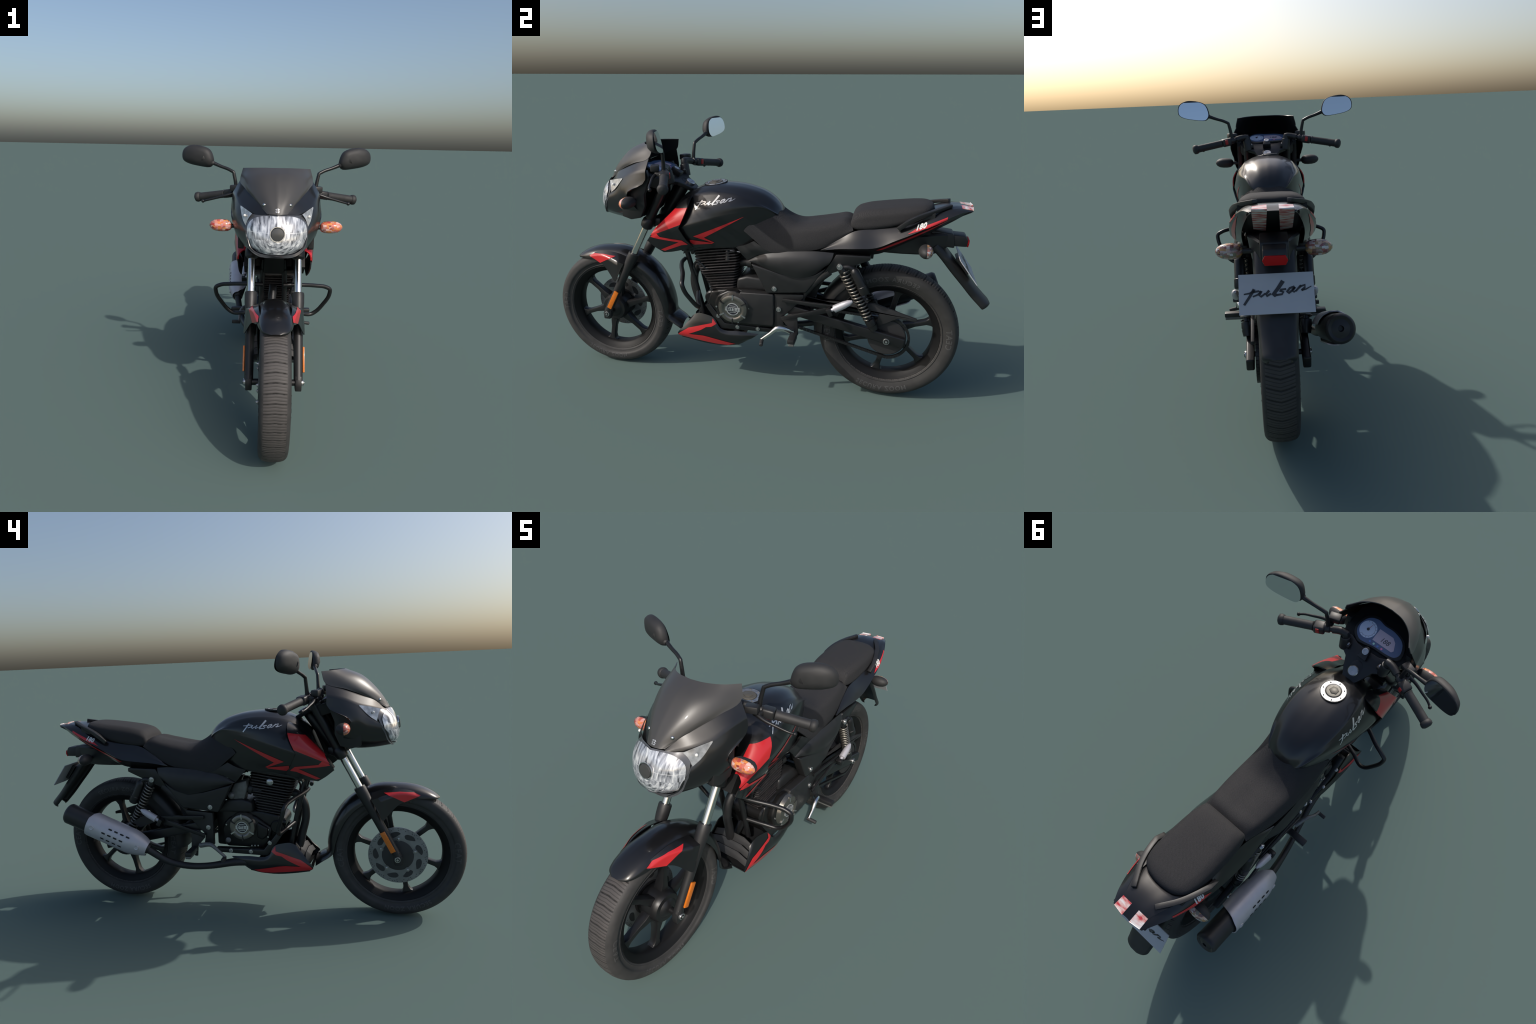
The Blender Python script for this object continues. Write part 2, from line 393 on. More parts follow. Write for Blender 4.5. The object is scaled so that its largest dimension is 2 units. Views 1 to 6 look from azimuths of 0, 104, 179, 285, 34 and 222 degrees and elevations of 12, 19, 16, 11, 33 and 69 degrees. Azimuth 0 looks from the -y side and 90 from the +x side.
# brush-script word, drawn in a unit-width box (x right, y up)
SCRIPT = [([(0.155, 0.135), (0.09, 0.03), (0.0, -0.10)], .030, .022), ([(0.0, 0.065), (0.09, 0.075), (0.16, 0.11)], .012, .024),
          ([(0.10, 0.085), (0.22, 0.10), (0.25, 0.085), (0.20, 0.045), (0.13, 0.02)], .020, .016),
          ([(0.26, 0.10), (0.225, 0.035), (0.25, 0.012), (0.32, 0.06)], .024, .018), ([(0.375, 0.10), (0.325, 0.045), (0.335, 0.015), (0.40, 0.05)], .024, .018),
          ([(0.585, 0.235), (0.50, 0.115), (0.425, 0.03), (0.45, 0.012), (0.49, 0.035)], .040, .022),
          ([(0.625, 0.105), (0.545, 0.10), (0.53, 0.085), (0.585, 0.06), (0.56, 0.03), (0.475, 0.022)], .020, .020),
          ([(0.75, 0.135), (0.68, 0.115), (0.635, 0.06), (0.66, 0.04), (0.71, 0.075), (0.76, 0.125)], .022, .022), ([(0.76, 0.125), (0.715, 0.07), (0.735, 0.05), (0.78, 0.08)], .020, .014),
          ([(0.85, 0.145), (0.80, 0.10), (0.765, 0.06)], .024, .016), ([(0.82, 0.13), (0.91, 0.15), (0.90, 0.11), (0.85, 0.07)], .018, .020), ([(0.85, 0.07), (0.92, 0.085), (1.0, 0.125)], .018, .008)]
def script_mesh(w, bold=1.25):
    return join2([ribbon([(a*w, b*w) for a, b in p], w0*w*bold, w1*w*bold) for p, w0, w1 in SCRIPT])
def join2(parts):
    V, F = [], []
    for v, f in parts:
        n = len(V); V += v; F += [tuple(i + n for i in q) for q in f]
    return V, F

def bolt(p, d, r=0.011, parent=None, name="bolt"):
    V, F = lathe([(-0.006, r), (0.002, r), (0.004, r*0.93), (0.0045, r*0.66), (0.003, r*0.6), (0.0035, r*0.42), (0.007, r*0.36), (0.0075, 0)], p, d, 20)
    return obj(name, V, F, BOLT, parent, angle=50)

# ------------------------------------------------------------------ wheels
PROFILE = {}
def make_wheel(loc, R, W, rimR, groups, chev, thalf, tmat, a0, front):
    w = group("wheel", loc)
    # --- tyre: half profile (x, radius) from bead to crown
    prof = [(0.036, rimR - .002), (0.043, rimR + .003), (W*.90, rimR + .022), (W*.985, R - .045), (W, R - .032), (W*.95, R - .0195),
            (W*.80, R - .009), (W*.5, R - .0025), (0, R)]
    half = [(p[0], p[1]) for p in spline([(a, b, 0) for a, b in prof], 4)]
    full = half + [(-x, r) for x, r in reversed(half[:-1])]
    PROFILE[w.name] = half
    n = groups * 3 * 5; V, F = [], []; m = len(full)
    for i in range(n):
        a = math.tau * i / n
        for x, r in full:
            t = a * groups * 3 / math.tau + abs(x) * chev; fr = abs(t % 1.0 - 0.5)
            depth = 0
            if abs(x) < thalf:
                k = int(math.floor(t)) % 3
                depth = (0.0032 if k == 1 else 0.0016) * max(0.0, 1 - fr / 0.2)
            q = r - depth
            V.append((x, q * math.cos(a), q * math.sin(a)))
    for i in range(n):
        for j in range(m - 1): F.append((i*m+j, i*m+j+1, ((i+1) % n)*m+j+1, ((i+1) % n)*m+j))
    obj("tyre", V, F, tmat, w, angle=60)
    # fine raised bands on the side wall
    for s in (-1, 1):
        ring = lathe([(0, rimR + .0085), (.0012, rimR + .0095), (.0012, rimR + .0105), (0, rimR + .0115)], (s*(W*.838), 0, 0), (s, 0, 0), 96, False)
        obj("sidewall_ring", *ring, tmat, w, angle=60)
    # --- rim barrel
    b = .040
    pr = [(-b, rimR - .004), (-b-.004, rimR + .001), (-b-.001, rimR + .005), (-b+.006, rimR + .004), (-b+.006, rimR - .001), (0, rimR - .001), (b-.006, rimR - .001), (b-.006, rimR + .004),
          (b+.001, rimR + .005), (b+.004, rimR + .001), (b, rimR - .004), (b-.010, rimR - .022), (.020, rimR - .027), (-.020, rimR - .027), (-b+.010, rimR - .022), (-b, rimR - .004)]
    obj("rim", *lathe_open(pr, 96), RIMMAT, w, angle=35)
    for s in (-1, 1):
        obj("rim_lip_highlight", *lathe([(-.001, rimR+.0035), (.0008, rimR+.0045), (.0008, rimR+.0058), (-.001, rimR+.0068)], (s*(b+.003), 0, 0), (s, 0, 0), 96, False), GREYALU, w)  # added lighter ring that paints the highlight along the rim edge
    # --- spokes: tapered blades with flared feet, slightly swept
    rin, rout = .045, rimR - .024; sh = None
    pts = [(rin, -.022), (.085, -.0145), (rout*.62, -.0108), (rout*.86, -.0112), (rout*.95, -.019), (rout+.002, -.038), (rout+.006, -.02), (rout+.006, .02),
           (rout+.002, .034), (rout*.95, .016), (rout*.86, .0102), (rout*.62, .0102), (.085, .0145), (rin, .022)]
    for k in range(6):
        if sh is None:
            V = []
            for x in (-.016, .016):
                for r, t in pts: V.append(Vector((x*(1.25 if r < .09 else 1.0), r, t + .012*((r/rout)**2 - .2)*(1 if front else -1))))
            nn = len(pts)
            F = [tuple(range(nn)), tuple(range(2*nn-1, nn-1, -1))] + [(i, (i+1) % nn, nn+(i+1) % nn, nn+i) for i in range(nn)]
            sh = obj("spoke", V, F, FRAME, w, bevel=.004, segs=2); sh.rotation_euler = (a0, 0, 0)
        else: copy_of(sh, w, rot=(a0 + k*math.tau/6, 0, 0))
    return w
def lathe_open(pr, n):
    V, F = [], []; m = len(pr)
    for x, r in pr:
        for k in range(n):
            a = math.tau*k/n; V.append((x, r*math.cos(a), r*math.sin(a)))
    for i in range(m-1):
        for k in range(n): F.append((i*n+k, i*n+(k+1) % n, (i+1)*n+(k+1) % n, (i+1)*n+k))
    return V, F

def tyre_words(w, W, R, rimR, spec):
    """raised words round the side wall, read clockwise from the -x side (mirrored on the other)"""
    for word, ang, rad, size, sp in spec:
        V, F = text2d(word, size, bold=.0006, space=sp); V, F = cut_grid(V, F, .006)
        H = PROFILE[w.name]
        for s in (-1, 1):
            out = []
            for u, v in V:
                a = ang - u / rad          # seen from -x: y runs left, so clockwise = decreasing atan2(z, -y)
                r = rad + v
                x = next(x0 + (x1-x0)*(r-r0)/(r1-r0) for (x0, r0), (x1, r1) in zip(H[:-1], H[1:]) if r0 <= r <= r1)
                out.append((s*(x + .0011), -r*math.cos(a), r*math.sin(a)))
            obj("tyre_lettering", out, F, TYREINK, w, angle=180)

FW = make_wheel((0, -.709, .291), .2893, .0555, .216, 52, -10, .0405, FTYRE, math.radians(15), True)
RW = make_wheel((0, .598, .307), .3015, .0605, .221, 50, -20, .0455, RTYRE, math.radians(22), False)
tyre_words(FW, .0555, .291, .216, [("CEAT", math.radians(5), .249, .034, 1.15), ("CEAT", math.radians(185), .249, .034, 1.15), ("SECURA ZOOM", math.radians(101), .250, .026, 1.2), ("SECURA ZOOM", math.radians(281), .250, .026, 1.2)])
tyre_words(RW, .0615, .304, .222, [("CEAT", math.radians(178), .257, .034, 1.15), ("CEAT", math.radians(-3), .257, .034, 1.15), ("SECURA ZOOM", math.radians(92), .259, .028, 1.2), ("SECURA ZOOM", math.radians(272), .259, .028, 1.2)])

# front hub, axle, disc
obj("hub", *lathe([(-.046, .030), (-.044, .062), (-.020, .066), (.018, .066), (.034, .062), (.043, .056), (.045, .040), (.052, .034), (.060, .018)], (0, 0, 0), (1, 0, 0), 40), FRAME, FW, angle=35)
obj("axle", *cyl((-.118, 0, 0), (.118, 0, 0), .0085), FRAME, FW)
disc = group("brake_disc", (.010, 0, 0), FW)
dp = []
for k in range(96):
    a = math.tau*k/96; dp.append((.127*math.cos(a), .127*math.sin(a)))
obj("disc_plate", *lathe([(-.0665, .060), (-.0665, .1255), (-.066, .127), (-.0625, .127), (-.062, .1255), (-.062, .060)], (0, 0, 0), (1, 0, 0), 72, False), DISC, disc, angle=30)
obj("disc_carrier", *lathe([(-.0685, .0), (-.0685, .066), (-.0675, .068), (-.060, .068), (-.060, .0)], (0, 0, 0), (1, 0, 0), 48), DISCARRIER, disc, angle=30)
sv, sf = [], []
for k in range(9):                           # dark flat patches in place of swept windows
    a = math.tau*k/9
    shp = [(.082, -.10), (.094, -.17), (.104, -.08), (.107, .10), (.100, .22), (.090, .14), (.083, .03)]
    V = spline([(0, r*math.cos(a+t*1.3), r*math.sin(a+t*1.3)) for r, t in shp], 3, closed=True)
    n = len(sv); sv += [Vector((-.0671, p.y, p.z)) for p in V]; sf.append(tuple(range(n, n+len(V))))
for ring, (rr, cnt, off) in enumerate(((.121, 36, 0), (.114, 24, .09), (.1175, 12, .2))):
    for k in range(cnt):                     # dark flat patches in place of drilled holes
        a = math.tau*(k+off)/cnt; n = len(sv)
        sv += [Vector((-.0672, rr*math.cos(a)+.0019*math.cos(b), rr*math.sin(a)+.0019*math.sin(b))) for b in [math.tau*i/8 for i in range(8)]]
        sf.append(tuple(range(n, n+8)))
n = len(sv); sv += [Vector((-.0613 if p.x > -.06715 else -.0612, p.y, p.z)) for p in sv[:n]]; sf += [tuple(i + n for i in f) for f in sf]
o = obj("disc_hole_patch", sv, sf, DISCARRIER, disc); o["kind"] = "stuff"  # dark faces laid over the solid disc, nothing is cut through
tabs = []
for k in range(5):
    a = math.tau*k/5 + .35
    tabs.append(cyl((-.0665, .075*math.cos(a), .075*math.sin(a)), (-.0700, .075*math.cos(a), .075*math.sin(a)), .010, n=16))
    bolt((-.0700, .076*math.cos(a), .076*math.sin(a)), (-1, 0, 0), .0055, disc, "disc_bolt")
obj("disc_tab", *join(*tabs), DISC, disc)
# rear hub, sprocket, chain
obj("hub", *lathe([(-.060, .050), (-.058, .078), (-.02, .080), (.03, .074), (.05, .070), (.060, .03)], (0, 0, 0), (1, 0, 0), 40), FRAME, RW, angle=35)
obj("axle", *cyl((-.12, 0, 0), (.12, 0, 0), .010), FRAME, RW)
obj("sprocket_cover", *lathe([(.064, .02), (.066, .078), (.070, .082), (.076, .082), (.079, .078), (.081, .02)], (0, 0, 0), (1, 0, 0), 48), MATTE, RW, angle=30)
chain = []
sp = (.018, .420); cr = .093
def ch_link(p, q):
    p, q = Vector((.0725, *p)), Vector((.0725, *q)); d = (q-p).normalized()
    u = Vector((1, 0, 0)); v = u.cross(d)
    return plane_prism([(-.0005, -.0055), ((q-p).length*.92, -.0055), ((q-p).length*.92, .0055), (-.0005, .0055)], p, d, v, -.006, .006)
path = []
c = Vector((.598, .304))
for k in range(25):
    a = math.radians(102 - k*190/24); path.append((c.x + cr*math.cos(a), c.y + cr*math.sin(a)))
fr = Vector((.02, .395))
full = [(fr.x, fr.y + .035)] + path + [(fr.x, fr.y - .035)]
dense = []
for a, b in zip(full[:-1], full[1:]):
    L = math.dist(a, b); k = max(1, round(L/.016))
    dense += [(a[0]+(b[0]-a[0])*i/k, a[1]+(b[1]-a[1])*i/k) for i in range(k)]
dense.append(full[-1])
o = obj("chain", *join(*[ch_link(a, b) for a, b in zip(dense[:-1], dense[1:])]), FRAME); o["kind"] = "stuff"

# ------------------------------------------------------------------ front fork
FX = .0955
def fk(z, x=FX): return Vector((x, -.72 + .532*(z - .28), z))
fork = group("fork")
for s in (-1, 1):
    def P(z): return fk(z, s*FX)
    obj("fork_stanchion", *cyl(P(.56), P(.76), .0152, n=28), CHROME, fork)
    L = (P(.605)-P(.30)).length
    obj("fork_slider", *lathe([(0, .0175), (L*.42, .0185), (L*.72, .020), (L*.88, .0245), (L-.006, .0250), (L, .0235), (L, .015)], P(.30), P(.605)-P(.30), 28), SATIN, fork, angle=35)
    obj("fork_foot", *prism([(-.728, .262), (-.696, .262), (-.690, .285), (-.688, .322), (-.716, .322), (-.730, .292)], s*.083, s*.1085), SATIN, fork, bevel=.004)
    bolt((s*.112, -.708, .291), (s, 0, 0), .013, fork, "axle_nut")
    obj("axle_spacer", *cyl((s*.05, -.709, .291), (s*.09, -.709, .291), .0125), FRAME, fork)
    obj("upper_tube", *cyl(P(.74), P(.955), .0205, n=24), FRAME, fork)
    L = .05
    obj("fork_seal", *lathe([(0, .0165), (.008, .026), (.024, .0285), (.042, .0270), (.052, .021)], P(.728), P(.9)-P(.728), 24), FRAME, fork)
    a, b = P(.325), P(.412); d = (b-a).normalized(); u = Vector((0, -d.z, d.y))
    obj("reflector", *plane_prism([(0, -.011), ((b-a).length, -.011), ((b-a).length, .011), (0, .011)], a + Vector((s*.0215, .006, 0)), d, u, -.0035, .0035), ORANGE, fork, bevel=.0015)
obj("lower_yoke", *join(prism([(-.480, .735), (-.45, .730), (-.415, .745), (-.415, .772), (-.45, .775), (-.475, .760)], -.085, .085), cyl((0, -.44, .745), (0, -.315, .93), .026)), FRAME, fork, bevel=.004)
# top yoke plate
o0 = Vector((0, -.303, .915)); ux = Vector((1, 0, 0)); uy = Vector((0, -1, .6)).normalized(); k = math.sqrt(1.36)
hp = [(0, -.040), (.026, -.036), (.046, -.004), (.062, .026), (.090, .040), (.112, .060), (.112, .088), (.085, .092), (.05, .080), (0, .078)]
poly = [(a, b*k) for a, b in hp] + [(-a, b*k) for a, b in reversed(hp[1:-1])]
obj("top_yoke", *plane_prism(poly, o0, ux, uy, -.012, .006, True), FRAME, fork, bevel=.003)
nn = uy.cross(ux)
obj("stem_nut", *lathe([(0, .021), (.010, .021), (.013, .018), (.013, .012), (.011, .0)], o0 + nn*.006, nn, 24), BOLT, fork)
kb = o0 + uy*.083
obj("ignition_housing", *plane_prism([(-.020, -.030), (.020, -.030), (.013, .012), (.006, .020), (-.006, .020), (-.013, .012)], kb, ux, uy, .004, .030, True), FRAME, fork, bevel=.004)
obj("ignition_lock", *lathe([(0, .0125), (.004, .0125), (.005, .010), (.0035, .004), (.0035, 0)], kb + nn*.029, nn, 20), BOLT, fork)

# ------------------------------------------------------------------ handlebar
bar = group("handlebar")
for s in (-1, 1):
    S = lambda *p: Vector((s*p[0], p[1], p[2]))
    gi, ge = S(.200, -.330, .983), S(.336, -.278, .961); d = (ge-gi).normalized()
    obj("bar_clamp", *join(cyl(S(.090, -.352, .935), S(.096, -.362, .988), .0200, n=18, ch=.002), box(S(.076, -.354, .958), (.02, .022, .014))), SATIN, bar, bevel=.002)
    obj("bar_riser", *tube([S(.095, -.360, .978), S(.097, -.364, 1.002), S(.122, -.360, 1.000), S(.148, -.350, .994)], .0150, n=16, sharp=(1,)), SATIN, bar)
    bolt(S(.076, -.3545, .9655), (0, .3, 1), .006, bar, "clamp_bolt")
    obj("bar_tube", *tube([S(.11, -.363, 1.002), S(.155, -.347, .993), gi], .0108, n=14), FRAME, bar)
    L = (ge-gi).length
    pr = [(.020, .0165), (.022, .0185)] + [q for i in range(9) for q in ((.026+i*.0095, .0168), (.0335+i*.0095, .0172))] + [(L-.008, .0172), (L-.006, .0200), (L+.004, .0222), (L+.012, .0205), (L+.017, .013), (L+.018, 0)]
    obj("grip", *lathe(pr, gi, d, 24), MATTE, bar, angle=50)
    rot = Matrix((d, Vector((0, 0, 1)).cross(d).normalized(), d.cross(Vector((0, 0, 1)).cross(d)).normalized())).transposed()
    obj("switch_housing", *box(gi - d*.004, (.046, .042, .036), rot), SATIN, bar, bevel=.008, segs=3)
    back = Vector((0, 0, 1)).cross(d).normalized(); back = back if back.y > 0 else -back
    upn = Vector((0, -.25, 1)).normalized()
    obj("kill_switch", *box(gi + back*.0205 + Vector((0, 0, .003)), (.014, .006, .022), rot), REDBUTTON, bar, bevel=.0015)
    obj("reservoir", *box(S(.168, -.385, 1.010), (.046, .034, .026), Matrix.Rotation(s*.35, 3, 'Z')), SATIN, bar, bevel=.005)
    obj("lever_perch", *join(cyl(S(.158, -.347, .993), S(.182, -.338, .988), .0165), box(S(.178, -.362, .988), (.030, .030, .016))), SATIN, bar, bevel=.003)
    V, F = tube([S(.178, -.374, .988), S(.210, -.376, .978), S(.255, -.366, .965), S(.300, -.352, .952), S(.309, -.346, .949)], .0058, n=10, radii=[.0085, .0065, .0052, .0046, .0046])
    obj("lever", *join((V, F), ball(S(.311, -.345, .949), .0075, 8)), FRAME, bar)
    # mirror
    mg = group("mirror", (0, 0, 0))
    obj("mirror_stalk", *tube([S(.167, -.346, .990), S(.172, -.344, 1.030), S(.181, -.341, 1.074), S(.205, -.333, 1.086), S(.235, -.325, 1.096), S(.275, -.314, 1.112)], .0072, n=12, sharp=(2,), radii=[.0095, .0078, .0072, .0072, .0072, .0090]), FRAME, mg)
    out = [(.408, 1.145), (.398, 1.169), (.371, 1.183), (.340, 1.184), (.300, 1.175), (.278, 1.158), (.267, 1.125), (.270, 1.104), (.287, 1.091), (.330, 1.095), (.375, 1.104), (.403, 1.119)]
    cx, cz = .336, 1.139
    def MP(x, z, dep):                       # mirror plane turned to the rider, dep to the front
        return S(x, -.291 + (x-cx)*.28 - (z-cz)*.06 - dep, z)
    ring = spline([(a, b, 0) for a, b in out], 4, closed=True)
    def lay(f, dep, dx=0): return [MP(cx + (p.x-cx)*f + dx, cz + (p.y-cz)*f, dep) for p in ring]
    layers = [lay(.96, -.002), lay(1.0, 0), lay(1.0, .008), lay(.93, .020), lay(.74, .031, -.004), lay(.40, .037, -.008)]
    n = len(ring); V = [p for l in layers for p in l]; F = []
    for i in range(len(layers)-1):
        for j in range(n): F.append((i*n+j, i*n+(j+1) % n, (i+1)*n+(j+1) % n, (i+1)*n+j))
    F.append(tuple(range((len(layers)-1)*n, len(layers)*n))); F.append(tuple(range(n)))
    obj("mirror_housing", V, F, MATTE, mg, angle=50)
    gl = [p + Vector((0, .0035*0 - (p.z-cz)*.12, 0)) for p in lay(.945, -.0065)]; obj("mirror_glass", gl, [tuple(range(n))], GLASS, mg)
    obj("mirror_socket", *tube([S(.268, -.317, 1.108), S(.288, -.318, 1.118), S(.312, -.316, 1.132)], .01, n=12, radii=[.010, .015, .022]), MATTE, mg)

# ------------------------------------------------------------------ front fender
fen = group("fender")
C0 = Vector((0, -.709, .291))
rows = []
#  angle from +y (rear) counter-clockwise over the top, crown radius, half width, side drop
for a, r, w, dr in ((124, .308, .018, .004), (121.5, .310, .044, .014), (116, .313, .058, .028), (109, .314, .065, .040), (102, .314, .068, .045), (90, .314, .070, .052), (76, .321, .070, .055), (62, .324, .070, .055), (48, .326, .070, .055), (35, .322, .069, .052), (20, .316, .068, .046), (8, .313, .066, .040), (0, .313, .064, .036)):
    A = math.radians(a); e = Vector((0, math.cos(A), math.sin(A)))
    row = []
    for f, g in ((0, 0), (.45, .10), (.78, .34), (.95, .68), (1.0, 1.0)):
        p = C0 + e*(r - dr*g); row.append(Vector((w*f, p.y, p.z)))
    rows.append(row)
# kicked-out flap at the lower rear
for y, z, w in ((-.370, .275, .062), (-.348, .258, .058)):
    rows.append([Vector((w*f, y - .012*g*0 + .0*f, z - g)) for f, g in ((0, 0), (.45, .004), (.78, .014), (.95, .026), (1.0, .036))])
G = surf(rows, 4, 4); V, F = both(*grid_mesh(G))
FEND = obj("fender_shell", V, F, PAINT, fen, angle=60, mats=[PAINT, DARK], solid=.003)
wing = [[(.052, -.800, .570), (.066, -.796, .558), (.070, -.775, .546)],
        [(.062, -.735, .590), (.082, -.727, .575), (.090, -.715, .530)],
        [(.064, -.680, .592), (.099, -.668, .568), (.109, -.668, .485)],
        [(.064, -.640, .585), (.112, -.625, .560), (.119, -.648, .464)],
        [(.066, -.600, .572), (.114, -.598, .552), (.119, -.628, .500)]]
V, F = both(*grid_mesh(surf(wing, 5, 5, su=(1,))))
WING = obj("fender_wing", V, F, PAINT, fen, angle=60, mats=[PAINT, DARK], solid=.003)
treeF = bvh(WING, FEND)
for s in (-1, 1):
    side_decal("red_stripe", [(-.800, .563), (-.770, .576), (-.715, .581), (-.650, .577), (-.690, .560), (-.733, .538), (-.760, .548)], s, treeF, RED, fen)
# ------------------------------------------------------------------ headlamp cowl
cowl = group("headlamp_cowl")
scr = [[(0, -.487, 1.100), (.05, -.480, 1.100), (.10, -.452, 1.098), (.139, -.402, 1.095)],
       [(0, -.557, 1.070), (.055, -.545, 1.068), (.110, -.495, 1.064), (.150, -.415, 1.052)],
       [(0, -.612, 1.020), (.05, -.600, 1.018), (.095, -.563, 1.014), (.128, -.500, 1.020)],
       [(0, -.645, .978), (.034, -.638, .977), (.068, -.610, .977), (.096, -.565, .992)],
       [(0, -.670, .936), (.014, -.668, .936), (.027, -.664, .936), (.038, -.656, .936)]]
V, F = both(*grid_mesh(surf(scr, 6, 6)))
WIND = obj("windscreen", V, F, SCREEN, cowl, angle=60, mats=[SCREEN, DARK], solid=.003)
shell = [[(.034, -.653, .932), (.066, -.607, .975), (.093, -.564, .992), (.124, -.499, 1.019), (.146, -.418, 1.052)],
         [(.040, -.655, .929), (.100, -.606, .940), (.138, -.552, .956), (.163, -.485, .985), (.179, -.425, .996)],
         [(.116, -.622, .888), (.138, -.580, .905), (.156, -.545, .925), (.172, -.490, .948), (.183, -.425, .962)],
         [(.110, -.660, .845), (.138, -.595, .850), (.154, -.562, .862), (.167, -.536, .874), (.176, -.520, .892)],
         [(.099, -.672, .812), (.125, -.600, .808), (.142, -.555, .815), (.154, -.520, .824), (.160, -.492, .835)],
         [(.064, -.684, .784), (.080, -.610, .774), (.090, -.560, .772), (.100, -.510, .776), (.108, -.478, .786)],
         [(0, -.690, .780), (0, -.640, .766), (0, -.580, .762), (0, -.520, .766), (0, -.480, .775)]]
V, F = both(*grid_mesh(surf(shell, 5, 5, sv=(1, 5))))
SHELL = obj("cowl_shell", V, F, PAINT, cowl, angle=60, mats=[PAINT, DARK], solid=.003)
lens = [[(0, -.674, .934), (.035, -.662, .933), (.070, -.645, .931), (.100, -.618, .932)],
        [(0, -.692, .900), (.045, -.685, .900), (.086, -.664, .900), (.114, -.626, .897)],
        [(0, -.706, .855), (.045, -.700, .855), (.086, -.679, .855), (.1145, -.645, .856)],
        [(0, -.708, .815), (.040, -.702, .815), (.076, -.685, .817), (.104, -.655, .822)],
        [(0, -.698, .790), (.025, -.694, .791), (.050, -.682, .794), (.074, -.669, .800)]]
V, F = both(*grid_mesh(surf(lens, 8, 6)))
LENS = obj("lamp_bezel", V, F, LAMPRIM, cowl, angle=70)
treeL = bvh(LENS)
sup = []
for k in range(72):                          # rounded outline of the main glass
    a = math.tau*k/72; c_, s_ = math.cos(a), math.sin(a)
    sup.append((.1105*math.copysign(abs(c_)**.62, c_), .862 + (.067 if s_ > 0 else .069)*math.copysign(abs(s_)**.72, s_)))
sup = [(max(-.1125, min(.1125, x)), z) for x, z in sup]
decal("headlamp_lens", sup, [tuple(range(72))], lambda x, z: (x, -.9, z), (0, 1, 0), treeL, LAMP, cowl, lift=.0035, step=.005)
eye = [[(.092, -.634, .934), (.116, -.592, .945), (.139, -.549, .9545)],
       [(.104, -.626, .918), (.122, -.592, .926), (.1395, -.5495, .9525)],
       [(.1165, -.619, .886), (.128, -.593, .905), (.140, -.550, .950)]]
for s in (1, -1):
    V, F = grid_mesh(surf(eye, 5, 4)); V = [p + Vector((.0025, -.0025, .001)) for p in V]
    obj("position_lamp", V if s > 0 else flip(V), F, LAMPSIDE, cowl, angle=70)
    V, F = ball((s*.1235, -.6065, .9235), .0055, 8); obj("position_bulb", V, F, WHITEINK, cowl)
# bezel strip between lens and shell, chin
chin = [[(.118, -.620, .893), (.1155, -.650, .856), (.105, -.664, .818), (.076, -.678, .796), (0, -.702, .785)],
        [(.1195, -.612, .885), (.117, -.646, .848), (.105, -.664, .806), (.070, -.682, .782), (0, -.690, .775)]]
V, F = both(*grid_mesh(surf(chin, 5, 2)))
obj("lamp_chin", V, F, LAMPRIM, cowl, angle=70, solid=.003)
obj("bulb_shield", *lathe([(-.02, .0245), (0, .0245), (.004, .0225), (.0055, .012), (.006, 0)], (.001, -.709, .868), (0, -1, .12), 28), mat("bulb_cap_grey", (.05, .05, .05), .3, coat=.4), cowl)
obj("bulb_ring", *lathe([(-.004, .0255), (.001, .0265), (.001, .0285), (-.004, .0285)], (.001, -.7085, .868), (0, -1, .12), 28, False), CHROME, cowl)
treeW = bvh(WIND)
for s in (-1, 1):
    hit = treeW.ray_cast(Vector((s*.050, -.9, .968)), Vector((0, 1, 0)))
    obj("screen_screw", *lathe([(-.003, .0065), (.001, .0065), (.0035, .0045), (.0045, 0)], hit[0], -hit[1] if hit[1].y > 0 else hit[1], 16), CHROME, cowl)
# small winged emblem (plain stand-in built of slanted bars)
em = []
for s in (-1, 1):
    em += [([(s*.001, .0075), (s*.0085, .0035), (s*.0055, .0015), (s*.001, .003)], [(0, 1, 2, 3)]), ([(s*.001, .001), (s*.006, -.0005), (s*.0085, -.0035), (s*.001, -.003)], [(0, 1, 2, 3)]), ([(s*.001, -.005), (s*.0075, -.0055), (s*.005, -.0085), (s*.001, -.008)], [(0, 1, 2, 3)])]
V, F = join2(em)
decal("emblem", V, F, lambda u, v: (u, -.9, .950 + v), (0, 1, 0), treeW, SILVERINK, cowl, lift=.0012)
# inner side panels behind the shell
for s in (-1, 1):
    obj("cowl_inner_panel", *prism([(-.560, .872), (-.520, .925), (-.470, .985), (-.436, .995), (-.425, .955), (-.452, .890), (-.452, .838), (-.474, .788), (-.520, .778), (-.560, .790)], s*.128, s*.150), SATIN, cowl, bevel=.003)
    # front turn indicators
    ind = group("turn_indicator")
    obj("indicator_stem", *cyl((s*.145, -.497, .865), (s*.182, -.497, .867), .0085), SATIN, ind)
    prof = [(0, .010), (.006, .0175), (.016, .0225), (.032, .0245), (.052, .0245), (.070, .0215), (.082, .0150), (.089, .006), (.090, 0)]
    V, F = lathe(prof, (s*.178, -.497, .867), (s, 0, .03), 28)
    cb = [V[i] for i in range(len(V))]
    obj("indicator_housing", [Vector((p.x, max(p.y, -.499) if p.y < -.499 else -.497 + (p.y+.497)*1.35, p.z)) for p in cb], F, MATTE, ind, angle=60)
    obj("indicator_lens", [Vector((p.x, min(-.4985, -.497 + (p.y+.497)*1.0), -.0 + p.z)) for p in cb], F, SIGNAL, ind, angle=60)
